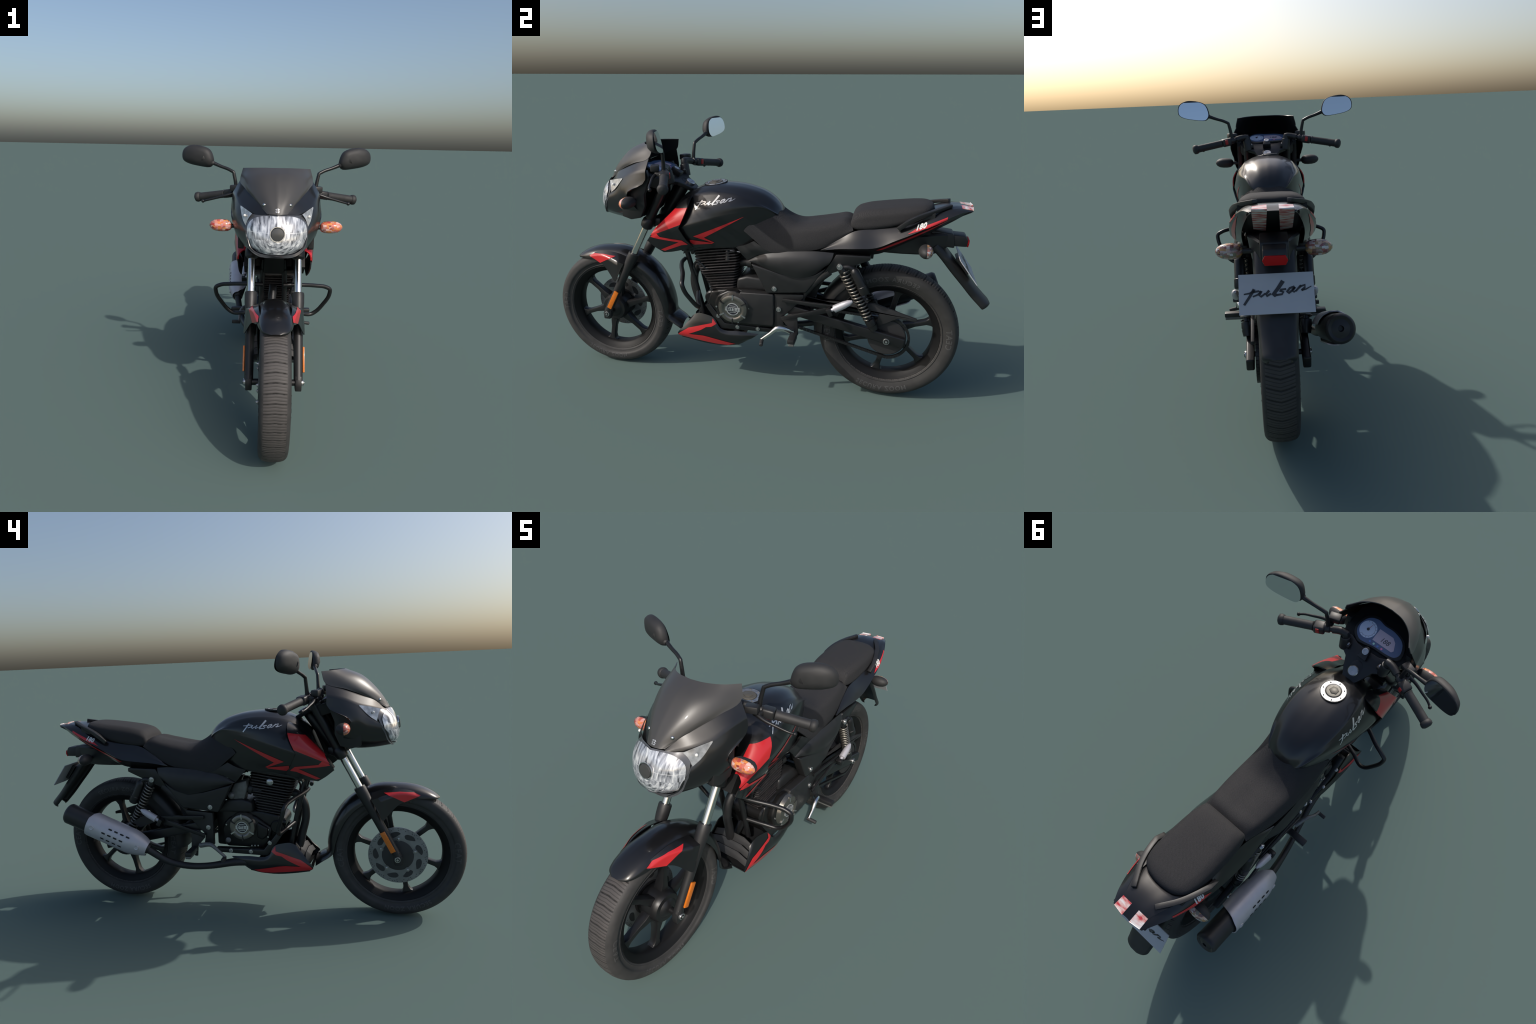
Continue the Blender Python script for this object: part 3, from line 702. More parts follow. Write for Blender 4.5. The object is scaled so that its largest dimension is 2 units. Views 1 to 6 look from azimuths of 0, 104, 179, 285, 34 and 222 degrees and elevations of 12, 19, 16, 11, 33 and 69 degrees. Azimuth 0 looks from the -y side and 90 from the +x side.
# dash and instruments
dash = group("instrument_cluster")
g0 = Vector((0, -.438, .988)); gy = Vector((0, -1, .34)).normalized()
obj("dash_panel", *plane_prism([(-.125, -.062), (-.105, -.075), (.105, -.075), (.125, -.062), (.138, -.01), (.128, .06), (.10, .10), (.06, .125), (-.06, .125), (-.10, .10), (-.128, .06), (-.138, -.01)], g0, ux, gy, -.060, -.012, True), DARK, dash, bevel=.006)
gp = spline([(.088, -.002, 0), (.080, -.028, 0), (.056, -.046, 0), (.03, -.046, 0), (-.01, -.040, 0), (-.07, -.038, 0), (-.098, -.030, 0), (-.106, -.006, 0), (-.085, .030, 0), (-.04, .046, 0), (.005, .046, 0), (.04, .052, 0), (.074, .036, 0)], 4, closed=True)
obj("gauge_housing", *plane_prism([(p.x*1.12, p.y*1.2) for p in gp], g0, ux, gy, -.014, .004, True), SATIN, dash, bevel=.004)
obj("gauge_bezel", *plane_prism([(p.x, p.y) for p in gp], g0, ux, gy, -.004, .0045, True), DIALBLUE, dash)
dc = (.049, .001)
obj("dial_face", *plane_prism([(dc[0]+.0335*math.cos(math.tau*i/40), dc[1]+.0335*math.sin(math.tau*i/40)) for i in range(40)], g0, ux, gy, 0, .0052, True), DIAL, dash)
tk = []
for i in range(11):
    a = math.radians(-60 - i*24); c, s_ = math.cos(a), math.sin(a)
    tk.append(plane_prism([(dc[0]+.0285*c-.0006*s_, dc[1]+.0285*s_+.0006*c), (dc[0]+.0315*c-.0006*s_, dc[1]+.0315*s_+.0006*c), (dc[0]+.0315*c+.0006*s_, dc[1]+.0315*s_-.0006*c), (dc[0]+.0285*c+.0006*s_, dc[1]+.0285*s_-.0006*c)], g0, ux, gy, 0, .0056, True))
arc = [math.radians(-60 - i*6) for i in range(37)]
for a, b in zip(arc[:-1], arc[1:]):
    tk.append(plane_prism([(dc[0]+r*math.cos(t), dc[1]+r*math.sin(t)) for r, t in ((.0262, a), (.0262, b), (.0270, b), (.0270, a))], g0, ux, gy, 0, .0056, True))
o = obj("dial_tick", *join(*tk), INK, dash); o["kind"] = "stuff"
obj("dial_hub", *plane_prism([(dc[0]+.0055*math.cos(math.tau*i/20), dc[1]+.0055*math.sin(math.tau*i/20)) for i in range(20)], g0, ux, gy, 0, .0070, True), INK, dash)
obj("dial_needle", *plane_prism([(dc[0]-.001, dc[1]), (dc[0]-.006, dc[1]+.024), (dc[0]+.001, dc[1])], g0, ux, gy, 0, .0066, True), REDBUTTON, dash)
obj("display", *plane_prism([(.012, -.022), (-.074, -.022), (-.080, -.014), (-.066, .014), (-.048, .026), (.012, .026)], g0, ux, gy, 0, .0054, True), LCD, dash)
V, F = text2d("188", .026, shear=.2)
obj("display_digits", [g0 + ux*(-.032 - u) + gy*(v - .002) + nn*.006 for u, v in V], F, INK, dash)
for i, cc in enumerate(((.10, .20, .50), (.40, .70, .60), (.10, .20, .50), (.70, .20, .40))):
    obj("warning_lamp", *plane_prism([(.016 - i*.018 + .0042*math.cos(math.tau*j/16), -.032 + .0042*math.sin(math.tau*j/16)) for j in range(16)], g0, ux, gy, 0, .0058, True), mat("warning_lamp", cc, .3), dash)

# ------------------------------------------------------------------ tank
tank = group("fuel_tank")
st = [  # y_top z_top | top crease x,y,z | mid crease x,y,z | bottom x,y,z
    (-.345, .842, (.060, -.345, .832), (.110, -.345, .760), (.085, -.335, .650)),
    (-.310, .880, (.074, -.305, .860), (.150, -.315, .752), (.115, -.300, .638)),
    (-.260, .908, (.089, -.258, .887), (.163, -.262, .766), (.118, -.250, .656)),
    (-.180, .930, (.103, -.170, .905), (.162, -.195, .787), (.120, -.165, .671)),
    (-.095, .932, (.108, -.082, .905), (.150, -.110, .812), (.118, -.085, .677)),
    (-.010, .920, (.102, .000, .886), (.128, -.015, .836), (.112, -.010, .690)),
    (.057, .897, (.086, .062, .857), (.106, .045, .850), (.098, .045, .735)),
    (.103, .862, (.070, .105, .828), (.078, .098, .826), (.074, .095, .785)),
    (.128, .826, (.045, .128, .806), (.052, .122, .795), (.050, .118, .780)),
    (.134, .800, (.040, .132, .790), (.045, .130, .785), (.045, .126, .775))]
rows = []
for yt, zt, c, m, b in st:
    c, m, b = map(Vector, (c, m, b))
    top = Vector((0, yt, zt))
    t1 = Vector((c.x*.55, yt*.6 + c.y*.4, zt - (zt-c.z)*.22))
    sm = c.lerp(m, .5) + Vector((.011, 0, .004)) * min(1, (m.x - c.x + .02) * 14)
    bm_ = m.lerp(b, .5) + Vector((.005, 0, 0))
    rows.append([top, t1, c, sm, m, bm_, b, b + Vector((-.05, 0, -.003))])
G = surf(rows, 5, 5, su=(2, 4, 6)); V, F = both(*grid_mesh(G))
TANK = obj("tank_body", V, F, PAINT, tank, angle=45)
# lower skirt under the tank
sk = [(-.30, .645), (-.25, .652), (-.17, .668), (-.06, .676), (-.055, .668), (-.18, .655), (-.26, .638), (-.31, .620)]
obj("tank_skirt", *prism(sk, -.100, .100), SATIN, tank, bevel=.004)
# shrouds
shr = [[(.080, -.258, .886), (.118, -.252, .884), (.168, -.262, .828), (.177, -.292, .760), (.160, -.266, .705), (.140, -.242, .668)],
       [(.080, -.310, .858), (.124, -.300, .852), (.165, -.315, .800), (.170, -.345, .740), (.158, -.315, .690), (.142, -.300, .652)],
       [(.085, -.360, .800), (.128, -.352, .805), (.159, -.365, .770), (.162, -.400, .716), (.154, -.365, .675), (.143, -.342, .642)],
       [(.100, -.412, .742), (.130, -.408, .752), (.152, -.418, .735), (.153, -.450, .688), (.150, -.415, .660), (.143, -.380, .637)]]
def red_field(nt, b, tc):
    """red area of the shroud: above the waist line, below the rounded top line, on the outer face"""
    s = N(nt, "ShaderNodeSeparateXYZ"); nt.links.new(tc.outputs["Object"], s.inputs[0])
    x, y, z = M(nt, 'ABSOLUTE', s.outputs[0]), s.outputs[1], s.outputs[2]
    def above(y0, z0, k): return M(nt, 'GREATER_THAN', M(nt, 'SUBTRACT', z, M(nt, 'MULTIPLY', M(nt, 'SUBTRACT', y, y0), k)), z0)
    def below(y0, z0, k): return M(nt, 'LESS_THAN', M(nt, 'SUBTRACT', z, M(nt, 'MULTIPLY', M(nt, 'SUBTRACT', y, y0), k)), z0)
    f = M(nt, 'MULTIPLY', above(-.400, .726, .433), below(-.257, .847, .20))
    f = M(nt, 'MULTIPLY', f, below(-.321, .836, .71))
    f = M(nt, 'MULTIPLY', f, M(nt, 'GREATER_THAN', x, .117))
    f = M(nt, 'MULTIPLY', f, M(nt, 'GREATER_THAN', z, .716))
    nt.links.new(mixc(nt, f, BLACK, (0.52, 0.020, 0.025)), b.inputs["Base Color"])
SHRPAINT = mat("black_red_paint", BLACK, 0.28, coat=0.35, build=red_field)
V, F = both(*grid_mesh(surf(shr, 5, 6, su=(3,))))
SHR = obj("tank_shroud", V, F, SHRPAINT, tank, angle=45, mats=[SHRPAINT, DARK], solid=.005)
treeT = bvh(TANK); treeS = bvh(SHR)
for s in (-1, 1):
    side_decal("red_stripe", [(-.4325, .708), (-.427, .714), (-.400, .726), (-.384, .712), (-.285, .703), (-.268, .690), (-.262, .684), (-.290, .680), (-.372, .646), (-.390, .651), (-.300, .694), (-.390, .702)], s, treeS, RED, tank, .0012)
    side_decal("red_stripe", [(-.237, .722), (-.015, .817), (-.191, .718), (-.149, .695), (-.156, .693)], s, treeT, RED, tank, .0012)
    side_decal("red_stripe", [(-.256, .704), (-.158, .693), (-.158, .689), (-.243, .679), (-.256, .690)], s, treeT, RED, tank, .0012)
    V, F = script_mesh(.168)
    if s > 0: decal("tank_lettering", V, F, lambda u, v: (.5, -.224 + u, .852 + v*.9 + u*.10), (-1, 0, 0), treeT, SILVERINK, tank, .0014, .02)
    else: decal("tank_lettering", V, F, lambda u, v: (-.5, -.058 - u, .864 + v*.9 - u*.05), (1, 0, 0), treeT, SILVERINK, tank, .0014, .02)
    obj("shroud_backing", *prism([(-.445, .690), (-.41, .74), (-.36, .79), (-.30, .85), (-.27, .85), (-.29, .76), (-.25, .68), (-.37, .645)], s*.085, s*.128), DARK, tank)
# filler cap
hit = treeT.ray_cast(Vector((.0, -.178, 1.2)), Vector((0, 0, -1))); cn = hit[1] if hit[1].z > 0 else -hit[1]
cap = group("filler_cap", (0, 0, 0), tank)
obj("cap_ring", *lathe([(-.006, .049), (.0, .049), (.0015, .0475), (.002, .034), (.001, .031), (-.003, .030)], hit[0], cn, 48, False), CAPRING, cap, angle=35)
obj("cap_seal", *lathe([(-.006, .051), (.0008, .051), (.0012, .049)], hit[0], cn, 48), DARK, cap)
obj("cap_lid", *lathe([(-.003, .030), (.002, .0295), (.004, .027), (.0045, .018), (.0045, 0)], hit[0], cn, 40), CAPLID, cap, angle=35)
x_, y_, _ = frame_of(cn)
obj("cap_key_flap", *plane_prism([(.0 , .016), (.018, .008), (.018, -.010), (.004, -.018), (-.012, -.014), (-.016, .006)], hit[0], x_, y_, *((.003, .0065) if x_.cross(y_).dot(cn) > 0 else (-.0065, -.003))), CAPLID, cap, bevel=.001)
for k in range(7):
    a = math.tau*k/7 + .2; p = hit[0] + (x_*math.cos(a) + y_*math.sin(a))*.041 + cn*.003
    obj("cap_screw", *lathe([(-.003, .0033), (.0008, .0033), (.001, .0015), (0, 0)], p, cn, 12), GREYALU, cap)

# ------------------------------------------------------------------ seats
SV = [[(0, .113, .838), (.045, .108, .836), (.074, .090, .822), (.112, .020, .788), (.128, -.010, .768), (.130, -.018, .756)],
      [(0, .152, .808), (.048, .148, .808), (.082, .128, .797), (.118, .062, .757), (.130, .032, .733), (.131, .024, .722)],
      [(0, .205, .786), (.055, .202, .786), (.094, .190, .776), (.122, .130, .730), (.130, .098, .690), (.130, .090, .673)],
      [(0, .280, .794), (.060, .278, .794), (.098, .270, .783), (.122, .225, .738), (.130, .200, .695), (.129, .195, .680)],
      [(0, .350, .808), (.064, .348, .807), (.098, .342, .795), (.117, .320, .755), (.123, .310, .715), (.122, .305, .699)],
      [(0, .405, .818), (.062, .402, .816), (.094, .395, .803), (.108, .390, .775), (.112, .388, .757), (.111, .388, .748)],
      [(0, .435, .806), (.060, .433, .804), (.090, .430, .796), (.101, .432, .786), (.105, .434, .782), (.105, .434, .780)]]
V, F = both(*grid_mesh(surf(SV, 5, 6)))
RSEAT = obj("rider_seat", V, F, SEAT, None, angle=60, solid=.01)
def psec(y, w, zt, zb, crown=.006, sh=0.0):
    return [(0, y, zt), (w*.45, y, zt - .001), (w*.78, y, zt - crown), (w*.96, y - sh, zt - crown - (zt-zb)*.22), (w, y - sh, zb + (zt-zb)*.45), (w*.985, y, zb + .004), (w*.93, y, zb)]
PV = [psec(.421, .086, .812, .798, .003), psec(.427, .094, .833, .788, .005), psec(.445, .100, .852, .783), psec(.475, .105, .863, .784), psec(.550, .110, .876, .797), psec(.620, .110, .885, .815), psec(.680, .104, .892, .836),
      psec(.714, .090, .894, .850), psec(.733, .068, .891, .858), psec(.742, .040, .885, .862), psec(.745, .015, .877, .866)]
V, F = both(*grid_mesh(surf(PV, 4, 4)))
obj("pillion_seat", V, F, SEAT, None, angle=60)

# ------------------------------------------------------------------ tail
tail = group("tail_fairing")
TS = [  # upper edge, shoulder, crest, bottom, inner
    [(.127, .308, .696), (.128, .308, .695), (.129, .308, .694), (.128, .308, .693), (.118, .312, .692)],
    [(.112, .385, .745), (.126, .380, .728), (.136, .380, .708), (.122, .385, .690), (.105, .385, .684)],
    [(.106, .440, .778), (.128, .445, .752), (.144, .450, .716), (.124, .455, .692), (.104, .455, .682)],
    [(.104, .520, .792), (.128, .525, .764), (.144, .530, .726), (.124, .535, .702), (.103, .535, .688)],
    [(.104, .600, .808), (.128, .600, .788), (.144, .605, .762), (.126, .612, .742), (.103, .614, .727)],
    [(.101, .670, .832), (.122, .672, .816), (.138, .675, .795), (.122, .684, .778), (.101, .686, .766)],
    [(.096, .735, .857), (.112, .737, .845), (.126, .740, .828), (.113, .750, .812), (.094, .752, .802)],
    [(.074, .800, .880), (.094, .802, .873), (.106, .805, .858), (.096, .812, .845), (.082, .814, .837)],
    [(.056, .848, .885), (.074, .848, .882), (.086, .850, .875), (.079, .856, .869), (.070, .858, .863)],
    [(.045, .884, .881), (.057, .885, .880), (.067, .886, .877), (.063, .888, .875), (.060, .888, .874)]]
for r in TS:                                 # faceted flanks: shoulder and flank points lie near the straight lines
    a_, c_, e_ = Vector(r[0]), Vector(r[2]), Vector(r[4])
    r[1] = a_.lerp(c_, .5) + Vector((.002, 0, .001)); r[3] = c_.lerp(e_, .5) + Vector((.001, 0, 0))
V, F = both(*grid_mesh(surf(TS, 5, 5, su=(2,))))
TAIL = obj("tail_side", V, F, PAINT, tail, angle=40, mats=[PAINT, DARK], solid=.003)
TT = [[(0, .700, .856), (.06, .700, .854), (.100, .690, .840)], [(0, .745, .872), (.06, .745, .869), (.094, .738, .858)],
      [(0, .800, .886), (.045, .800, .885), (.075, .800, .879)], [(0, .848, .888), (.03, .848, .888), (.057, .848, .885)], [(0, .890, .880), (.025, .890, .880), (.046, .885, .881)]]
V, F = both(*grid_mesh(surf(TT, 5, 5)))
TOP = obj("tail_top", V, F, PAINT, tail, angle=40, mats=[PAINT, DARK], solid=.003)
# dark infill of the tail opening and the light housing
obj("tail_core", *join(prism([(.40, .70), (.44, .77), (.60, .80), (.72, .84), (.76, .855), (.76, .835), (.66, .785), (.58, .745), (.45, .69)], -.092, .092), prism([(.74, .852), (.84, .874), (.880, .874), (.70, .788), (.62, .752)], -.075, .075)), DARK, tail)
for s in (-1, 1):
    a = [(.017, .848, .8928), (.058, .848, .8895), (.060, .888, .8862), (.017, .894, .8862)]
    b = [(.017, .894, .8862), (.060, .888, .8862), (.060, .887, .880), (.0610, .712, .791), (.0225, .702, .782), (.017, .892, .880)]
    P1 = [Vector((s*x, y - .002, z - .0030)) for x, y, z in a]; P2 = [Vector((s*x, y, z - .0030)) for x, y, z in b]
    obj("tail_lamp", P1 + P2, [(0, 1, 2, 3), (4, 5, 6, 7, 8, 9)], TAILLAMP, tail, solid=.003)
treeB = bvh(TAIL)
for s in (-1, 1):
    side_decal("red_stripe", [(.646, .788), (.676, .809), (.792, .858), (.789, .849), (.690, .804)], s, treeB, RED, tail, .0012)
    side_decal("red_stripe", [(.530, .7135), (.587, .744), (.713, .806), (.800, .850), (.730, .806), (.620, .748), (.553, .716)], s, treeB, RED, tail, .0012)
    V, F = text2d("180", .024, shear=.3, bold=.0012, space=1.1)
    if s > 0: decal("model_number", V, F, lambda u, v: (.5, .694 + u, .818 + v + u*.36), (-1, 0, 0), treeB, WHITEINK, tail, .0022, .008)
    else: decal("model_number", V, F, lambda u, v: (-.5, .694 - u, .818 + v - u*.36), (1, 0, 0), treeB, WHITEINK, tail, .0022, .008)
    # grab rail: flat bar beside the pillion seat
    gr = [(s*.126, .608, .806), (s*.129, .640, .834), (s*.122, .665, .848), (s*.096, .735, .874), (s*.050, .805, .894)]
    V, F = [], []
    R = spline(gr, 4, sharp=(1,))
    for i, p in enumerate(R):
        t = (R[min(i+1, len(R)-1)] - R[max(i-1, 0)]).normalized(); side = t.cross(Vector((0, 0, 1))).normalized()
        h = .013 * (1 if i < len(R)*.6 else 1.2 - .5*i/len(R)); w = .010
        up = side.cross(t).normalized()
        V += [p + side*w + up*h*.5, p - side*w + up*h*.5, p - side*w*.8 - up*h*.9, p + side*w*.8 - up*h*.9]
    for i in range(len(R)-1):
        for j in range(4): F.append((i*4+j, i*4+(j+1) % 4, (i+1)*4+(j+1) % 4, (i+1)*4+j))
    F += [(0, 1, 2, 3), tuple(range(len(V)-4, len(V)))]
    obj("grab_rail", V, F, SATIN, tail, bevel=.0025)
    obj("rail_mount", *prism([(.700, .835), (.745, .850), (.745, .872), (.705, .858)], s*.082, s*.106), SATIN, tail)

# ------------------------------------------------------------------ rear mudguard, plate, lights
rg = group("rear_mudguard")
us = []
for y, w, zb, zt in ((.52, .084, .688, .698), (.58, .086, .686, .735), (.66, .085, .686, .766), (.72, .080, .688, .773), (.77, .062, .694, .776), (.805, .046, .715, .774)):
    us.append([(0, y, zt), (w*.9, y, zt), (w, y, zt - .006), (w*.86, y, zb + .006), (w*.78, y, zb), (0, y, zb)])
V, F = both(*grid_mesh(surf(us, 3, 3, su=(1, 2, 3, 4)))); n = len(V)
obj("undertray", V, F, SATIN, rg, angle=35)
obj("light_mount", *join(prism([(.74, .785), (.828, .775), (.836, .716), (.79, .72), (.74, .72)], -.044, .044), prism([(.82, .770), (.876, .767), (.886, .748), (.884, .722), (.82, .722)], -.036, .036)), SATIN, rg, bevel=.006)
obj("rear_reflector", *plane_prism([(-.037, 0), (-.030, .0145), (.030, .0145), (.037, 0), (.030, -.0145), (-.030, -.0145)], (0, .886, .736), (-1, 0, 0), (0, .12, 1), -.002, .004), REDLAMP, rg, bevel=.001)
gs = []
for y, z, w in ((.770, .735, .066), (.800, .705, .066), (.850, .645, .064), (.900, .588, .061), (.945, .535, .056), (.975, .504, .053), (.994, .484, .048), (.997, .480, .036)):
    d = Vector((0, .66, -.75)).normalized(); up = Vector((0, .75, .66))
    c = Vector((0, y, z)); gs.append([c + up*.006, c + Vector((w*.6, 0, 0)) + up*.004, c + Vector((w*.92, 0, 0)) - up*.006, c + Vector((w, 0, 0)) - up*.026, c + Vector((w*.9, 0, 0)) - up*.032])
V, F = both(*grid_mesh(surf(gs, 4, 4)))
obj("mudguard_blade", V, F, SATIN, rg, angle=60, solid=.006)
pc = Vector((0, .890, .638)); pu = Vector((0, -.080, .106)).normalized()
obj("number_plate", *plane_prism([(-.1085, -.0605), (.1085, -.0605), (.1085, .0605), (-.1085, .0605)], pc + Vector((0, .002, .001)), (-1, 0, 0), pu, -.0015, .0015), PLATE, rg)
obj("plate_bracket", *plane_prism([(-.035, -.03), (.035, -.03), (.035, .05), (-.035, .05)], pc, (-1, 0, 0), pu, -.016, .0005), SATIN, rg, bevel=.002)
V, F = script_mesh(.195, 1.6); pn = Vector((-1, 0, 0)).cross(pu)
sg = 1 if pn.y > 0 else -1
obj("plate_lettering", [pc + Vector((0, .002, .001)) + Vector((-1, 0, 0))*(u - .094) + pu*(v - .012 + u*.02) + pn*sg*.0024 for u, v in V], F, PLATEINK, rg)
for s in (-1, 1):
    ind = group("turn_indicator")
    obj("indicator_stem", *cyl((s*.055, .728, .724), (s*.102, .724, .724), .0085), SATIN, ind)
    V, F = lathe([(0, .010), (.006, .018), (.016, .0235), (.032, .026), (.050, .0255), (.066, .022), (.078, .015), (.085, .006), (.086, 0)], (s*.098, .722, .724), (s, 0, 0), 28)
    obj("indicator_housing", [Vector((p.x, .724 if p.y > .724 else .722 + (p.y-.722)*1.1, p.z)) for p in V], F, MATTE, ind, angle=60)
    obj("indicator_lens", [Vector((p.x, max(.7238, .722 + (p.y-.722)*1.05), p.z)) for p in V], F, SIGNALDARK, ind, angle=60)
# ------------------------------------------------------------------ side covers
sc_ = group("side_cover")
for s in (-1, 1):
    S = lambda p: Vector((s*p[0], p[1], p[2]))
    up = [[(.112, -.005, .622), (.122, .055, .655), (.128, .14, .674), (.132, .22, .684), (.132, .30, .690), (.126, .362, .686)],
          [(.118, -.002, .620), (.134, .055, .638), (.143, .14, .650), (.147, .22, .655), (.146, .30, .657), (.134, .358, .668)],
          [(.120, .006, .617), (.137, .06, .617), (.148, .14, .610), (.151, .22, .610), (.149, .30, .620), (.137, .345, .640)],
          [(.118, .020, .612), (.128, .07, .598), (.136, .14, .580), (.138, .22, .568), (.135, .285, .588), (.130, .335, .630)]]
    V, F = grid_mesh(surf(up, 5, 5)); obj("side_panel", [S(p) for p in V], F, SATIN, sc_, angle=60, solid=.006)
    obj("lower_panel", *prism([(.012, .610), (.07, .596), (.14, .578), (.22, .566), (.285, .586), (.335, .618), (.252, .500), (.080, .482)], s*.085, s*.130), SATIN, sc_, bevel=.006, segs=3)
    nose = [[(.118, -.058, .678), (.124, -.020, .690), (.124, .024, .712)], [(.121, -.032, .650), (.129, .010, .668), (.129, .062, .690)], [(.115, -.008, .622), (.124, .045, .652), (.128, .110, .668)]]
    V, F = grid_mesh(surf(nose, 5, 5)); obj("nose_panel", [S(p) for p in V], F, SATIN, sc_, angle=60, solid=.012)
    bolt((s*.130, .115, .507), (s, 0, 0), .0115, sc_)
    # foot-rest plate under it
    fb = [(.110, .476), (.242, .486), (.240, .470), (.205, .430), (.170, .392), (.150, .370), (.160, .320), (.112, .320)]
    obj("footrest_plate", *prism(fb, s*.095, s*.118), SATIN, sc_, bevel=.004)
    bolt((s*.120, .133, .408), (s, 0, 0), .0115, sc_)

# ------------------------------------------------------------------ frame
fr_ = group("frame")
obj("backbone", *prism([(-.30, .66), (-.25, .80), (.10, .77), (.40, .70), (.52, .70), (.52, .66), (.35, .64), (.08, .63), (.03, .665), (-.05, .668)], -.080, .080), DARK, fr_)
obj("head_tube", *prism([(-.385, .73), (-.33, .86), (-.28, .87), (-.27, .70), (-.33, .63)], -.045, .045), DARK, fr_, bevel=.006)
for s in (-1, 1):
    obj("down_tube", *tube([(s*.046, -.335, .700), (s*.050, -.300, .585), (s*.055, -.238, .325)], .0115, n=12), FRAME, fr_)
    V, F = prism([(-.213, .385), (-.190, .395), (-.120, .305), (.110, .303), (.110, .284), (-.140, .276)], s*.070, s*.104); obj("cradle_plate", V, F, FRAME, fr_, bevel=.004)
    for y, z in ((-.150, .340), (-.060, .295), (.035, .296)): bolt((s*.105, y, z), (s, 0, 0), .010, fr_)
    obj("shock_bracket", *prism([(.372, .680), (.510, .684), (.511, .667), (.447, .638), (.345, .592), (.325, .600)], s*.090, s*.128), FRAME, fr_, bevel=.003)
    obj("seat_stay", *tube([(s*.112, .345, .600), (s*.112, .300, .560), (s*.108, .262, .510), (s*.104, .240, .470), (s*.10, .235, .44)], .012, n=12, radii=[.018, .018, .014, .008, .008]), SATIN, fr_)
    # hanger arms that carry the pillion foot-rest
    if True:
        obj("hanger_arm", *plane_prism([(0, -.006), (.20, -.004), (.26, .004), (.26, .024), (.20, .014), (0, .010)], (s*.128, .150, .455), (0, 1, -.06), (0, .06, 1), -.005*1, .005), FRAME, fr_, bevel=.002)
        obj("hanger_arm", *plane_prism([(0, -.007), (.12, -.006), (.25, -.010), (.25, .020), (.12, .012), (0, .010)], (s*.128, .148, .368), (0, 1, .30), (0, -.30, 1), -.005, .005), FRAME, fr_, bevel=.002)
    peg = group("pillion_footrest")
    a, b = Vector((s*.150, .362, .440)), Vector((s*.150, .455, .494)); d = (b-a).normalized()
    obj("peg_body", *lathe([(0, .007), (.016, .008), (.018, .0165), (.060, .0160), (.085, .013), (.102, .005)], a, d, 18), ALU, peg)
    obj("peg_knuckle", *box(a + Vector((0, -.004, -.006)), (.030, .020, .034), Matrix.Rotation(.5, 3, 'X')), FRAME, peg, bevel=.003)
    # rider foot-rest
    rp = group("rider_footrest")
    obj("heel_plate", *prism([(.150, .360), (.176, .392), (.215, .398), (.222, .300), (.205, .268), (.192, .268), (.186, .320)], s*.118, s*.126), SATIN, rp, bevel=.002)
    obj("peg_body", *box((s*.170, .205, .304), (.090, .030, .020)), SATIN, rp, bevel=.004)
    obj("peg_rubber", *box((s*.172, .207, .290), (.082, .024, .014)), GREYALU, rp, bevel=.003)
# gear lever (+x) and brake pedal (-x)
obj("gear_lever", *tube([(.128, .195, .310), (.150, .165, .332), (.158, .140, .337), (.165, .105, .310), (.168, .068, .280)], .008, n=10, radii=[.014, .014, .012, .009, .0075]), CHROME)
obj("gear_lever_pad", *cyl((.160, .068, .278), (.205, .074, .270), .0085, ch=.002), MATTE)
obj("brake_pedal", *tube([(-.128, .175, .322), (-.150, .110, .332), (-.160, .090, .322), (-.165, .045, .285)], .007, n=10, radii=[.012, .010, .008, .0065]), GREYALU)
obj("brake_pedal_pad", *box((-.180, .048, .280), (.045, .014, .018)), MATTE, bevel=.003)

# ------------------------------------------------------------------ swing arm and shocks
sw = group("swing_arm")
for s in (-1, 1):
    a, b = Vector((s*.098, .170, .408)), Vector((s*.098, .672, .300)); d = (b-a).normalized(); u = Vector((0, -d.z, d.y))
    obj("arm_beam", *plane_prism([(0, -.020), ((b-a).length, -.024), ((b-a).length, .022), (0, .024)], a, d, u, -.0145, .0145), FRAME, sw, bevel=.006, segs=3)
    bolt((s*.114, .598, .306), (s, 0, 0), .014, sw, "axle_nut")
    sh = group("shock_absorber")
    t, bt = Vector((s*.122, .390, .632)), Vector((s*.106, .540, .362)); ax = (bt-t).normalized(); L = (bt-t).length
    x, y, _ = frame_of(ax)
    obj("shock_body", *lathe([(.0, .014), (.012, .018), (.028, .018), (.030, .0125), (L*.86, .0125), (L*.87, .021), (L*.93, .022), (L, .016)], t, ax, 20), FRAME, sh, angle=40)
    turns = 15; hel = []
    for i in range(turns*14+1):
        q = i/(turns*14); an = math.tau*turns*q; hel.append(t + ax*(.030 + q*(L*.86-.034)) + (x*math.cos(an) + y*math.sin(an))*.0195)
    obj("coil_spring", *tube(hel, .0040, n=7, steps=1), ENGINE if False else GREYALU.copy() if False else COVER, sh, angle=180)
    obj("shock_foot", *cyl(bt - ax*.012, bt + ax*.010, .0215, .018), FRAME, sh)
    bolt(t + Vector((s*.014, 0, 0)), (s, 0, 0), .013, sh)
    c0, c1 = Vector((s*.126, .448, .618)), Vector((s*.126, .500, .520))
    obj("gas_reservoir", *lathe([(-.008, .010), (0, .017), (.008, .0195), (.074, .0195), (.076, .0215), (.105, .0215), (.111, .018)], c0, c1-c0, 20), FRAME, sh, angle=40)
    obj("reservoir_neck", *tube([t + Vector((s*.004, .014, -.004)), t + Vector((s*.004, .04, -.002)), c0], .0105, n=10), FRAME, sh)
obj("swing_pivot", *join(cyl((-.112, .165, .410), (.112, .165, .410), .022), prism([(.24, .378), (.24, .410), (.27, .405), (.27, .372)], -.09, .09)), FRAME, sw)
obj("chain_guard", *prism([(.500, .458), (.535, .464), (.716, .410), (.715, .397), (.640, .406), (.556, .360), (.548, .372), (.562, .420), (.520, .420), (.250, .462), (.240, .452)], .078, .090), MATTE, sw, bevel=.002)
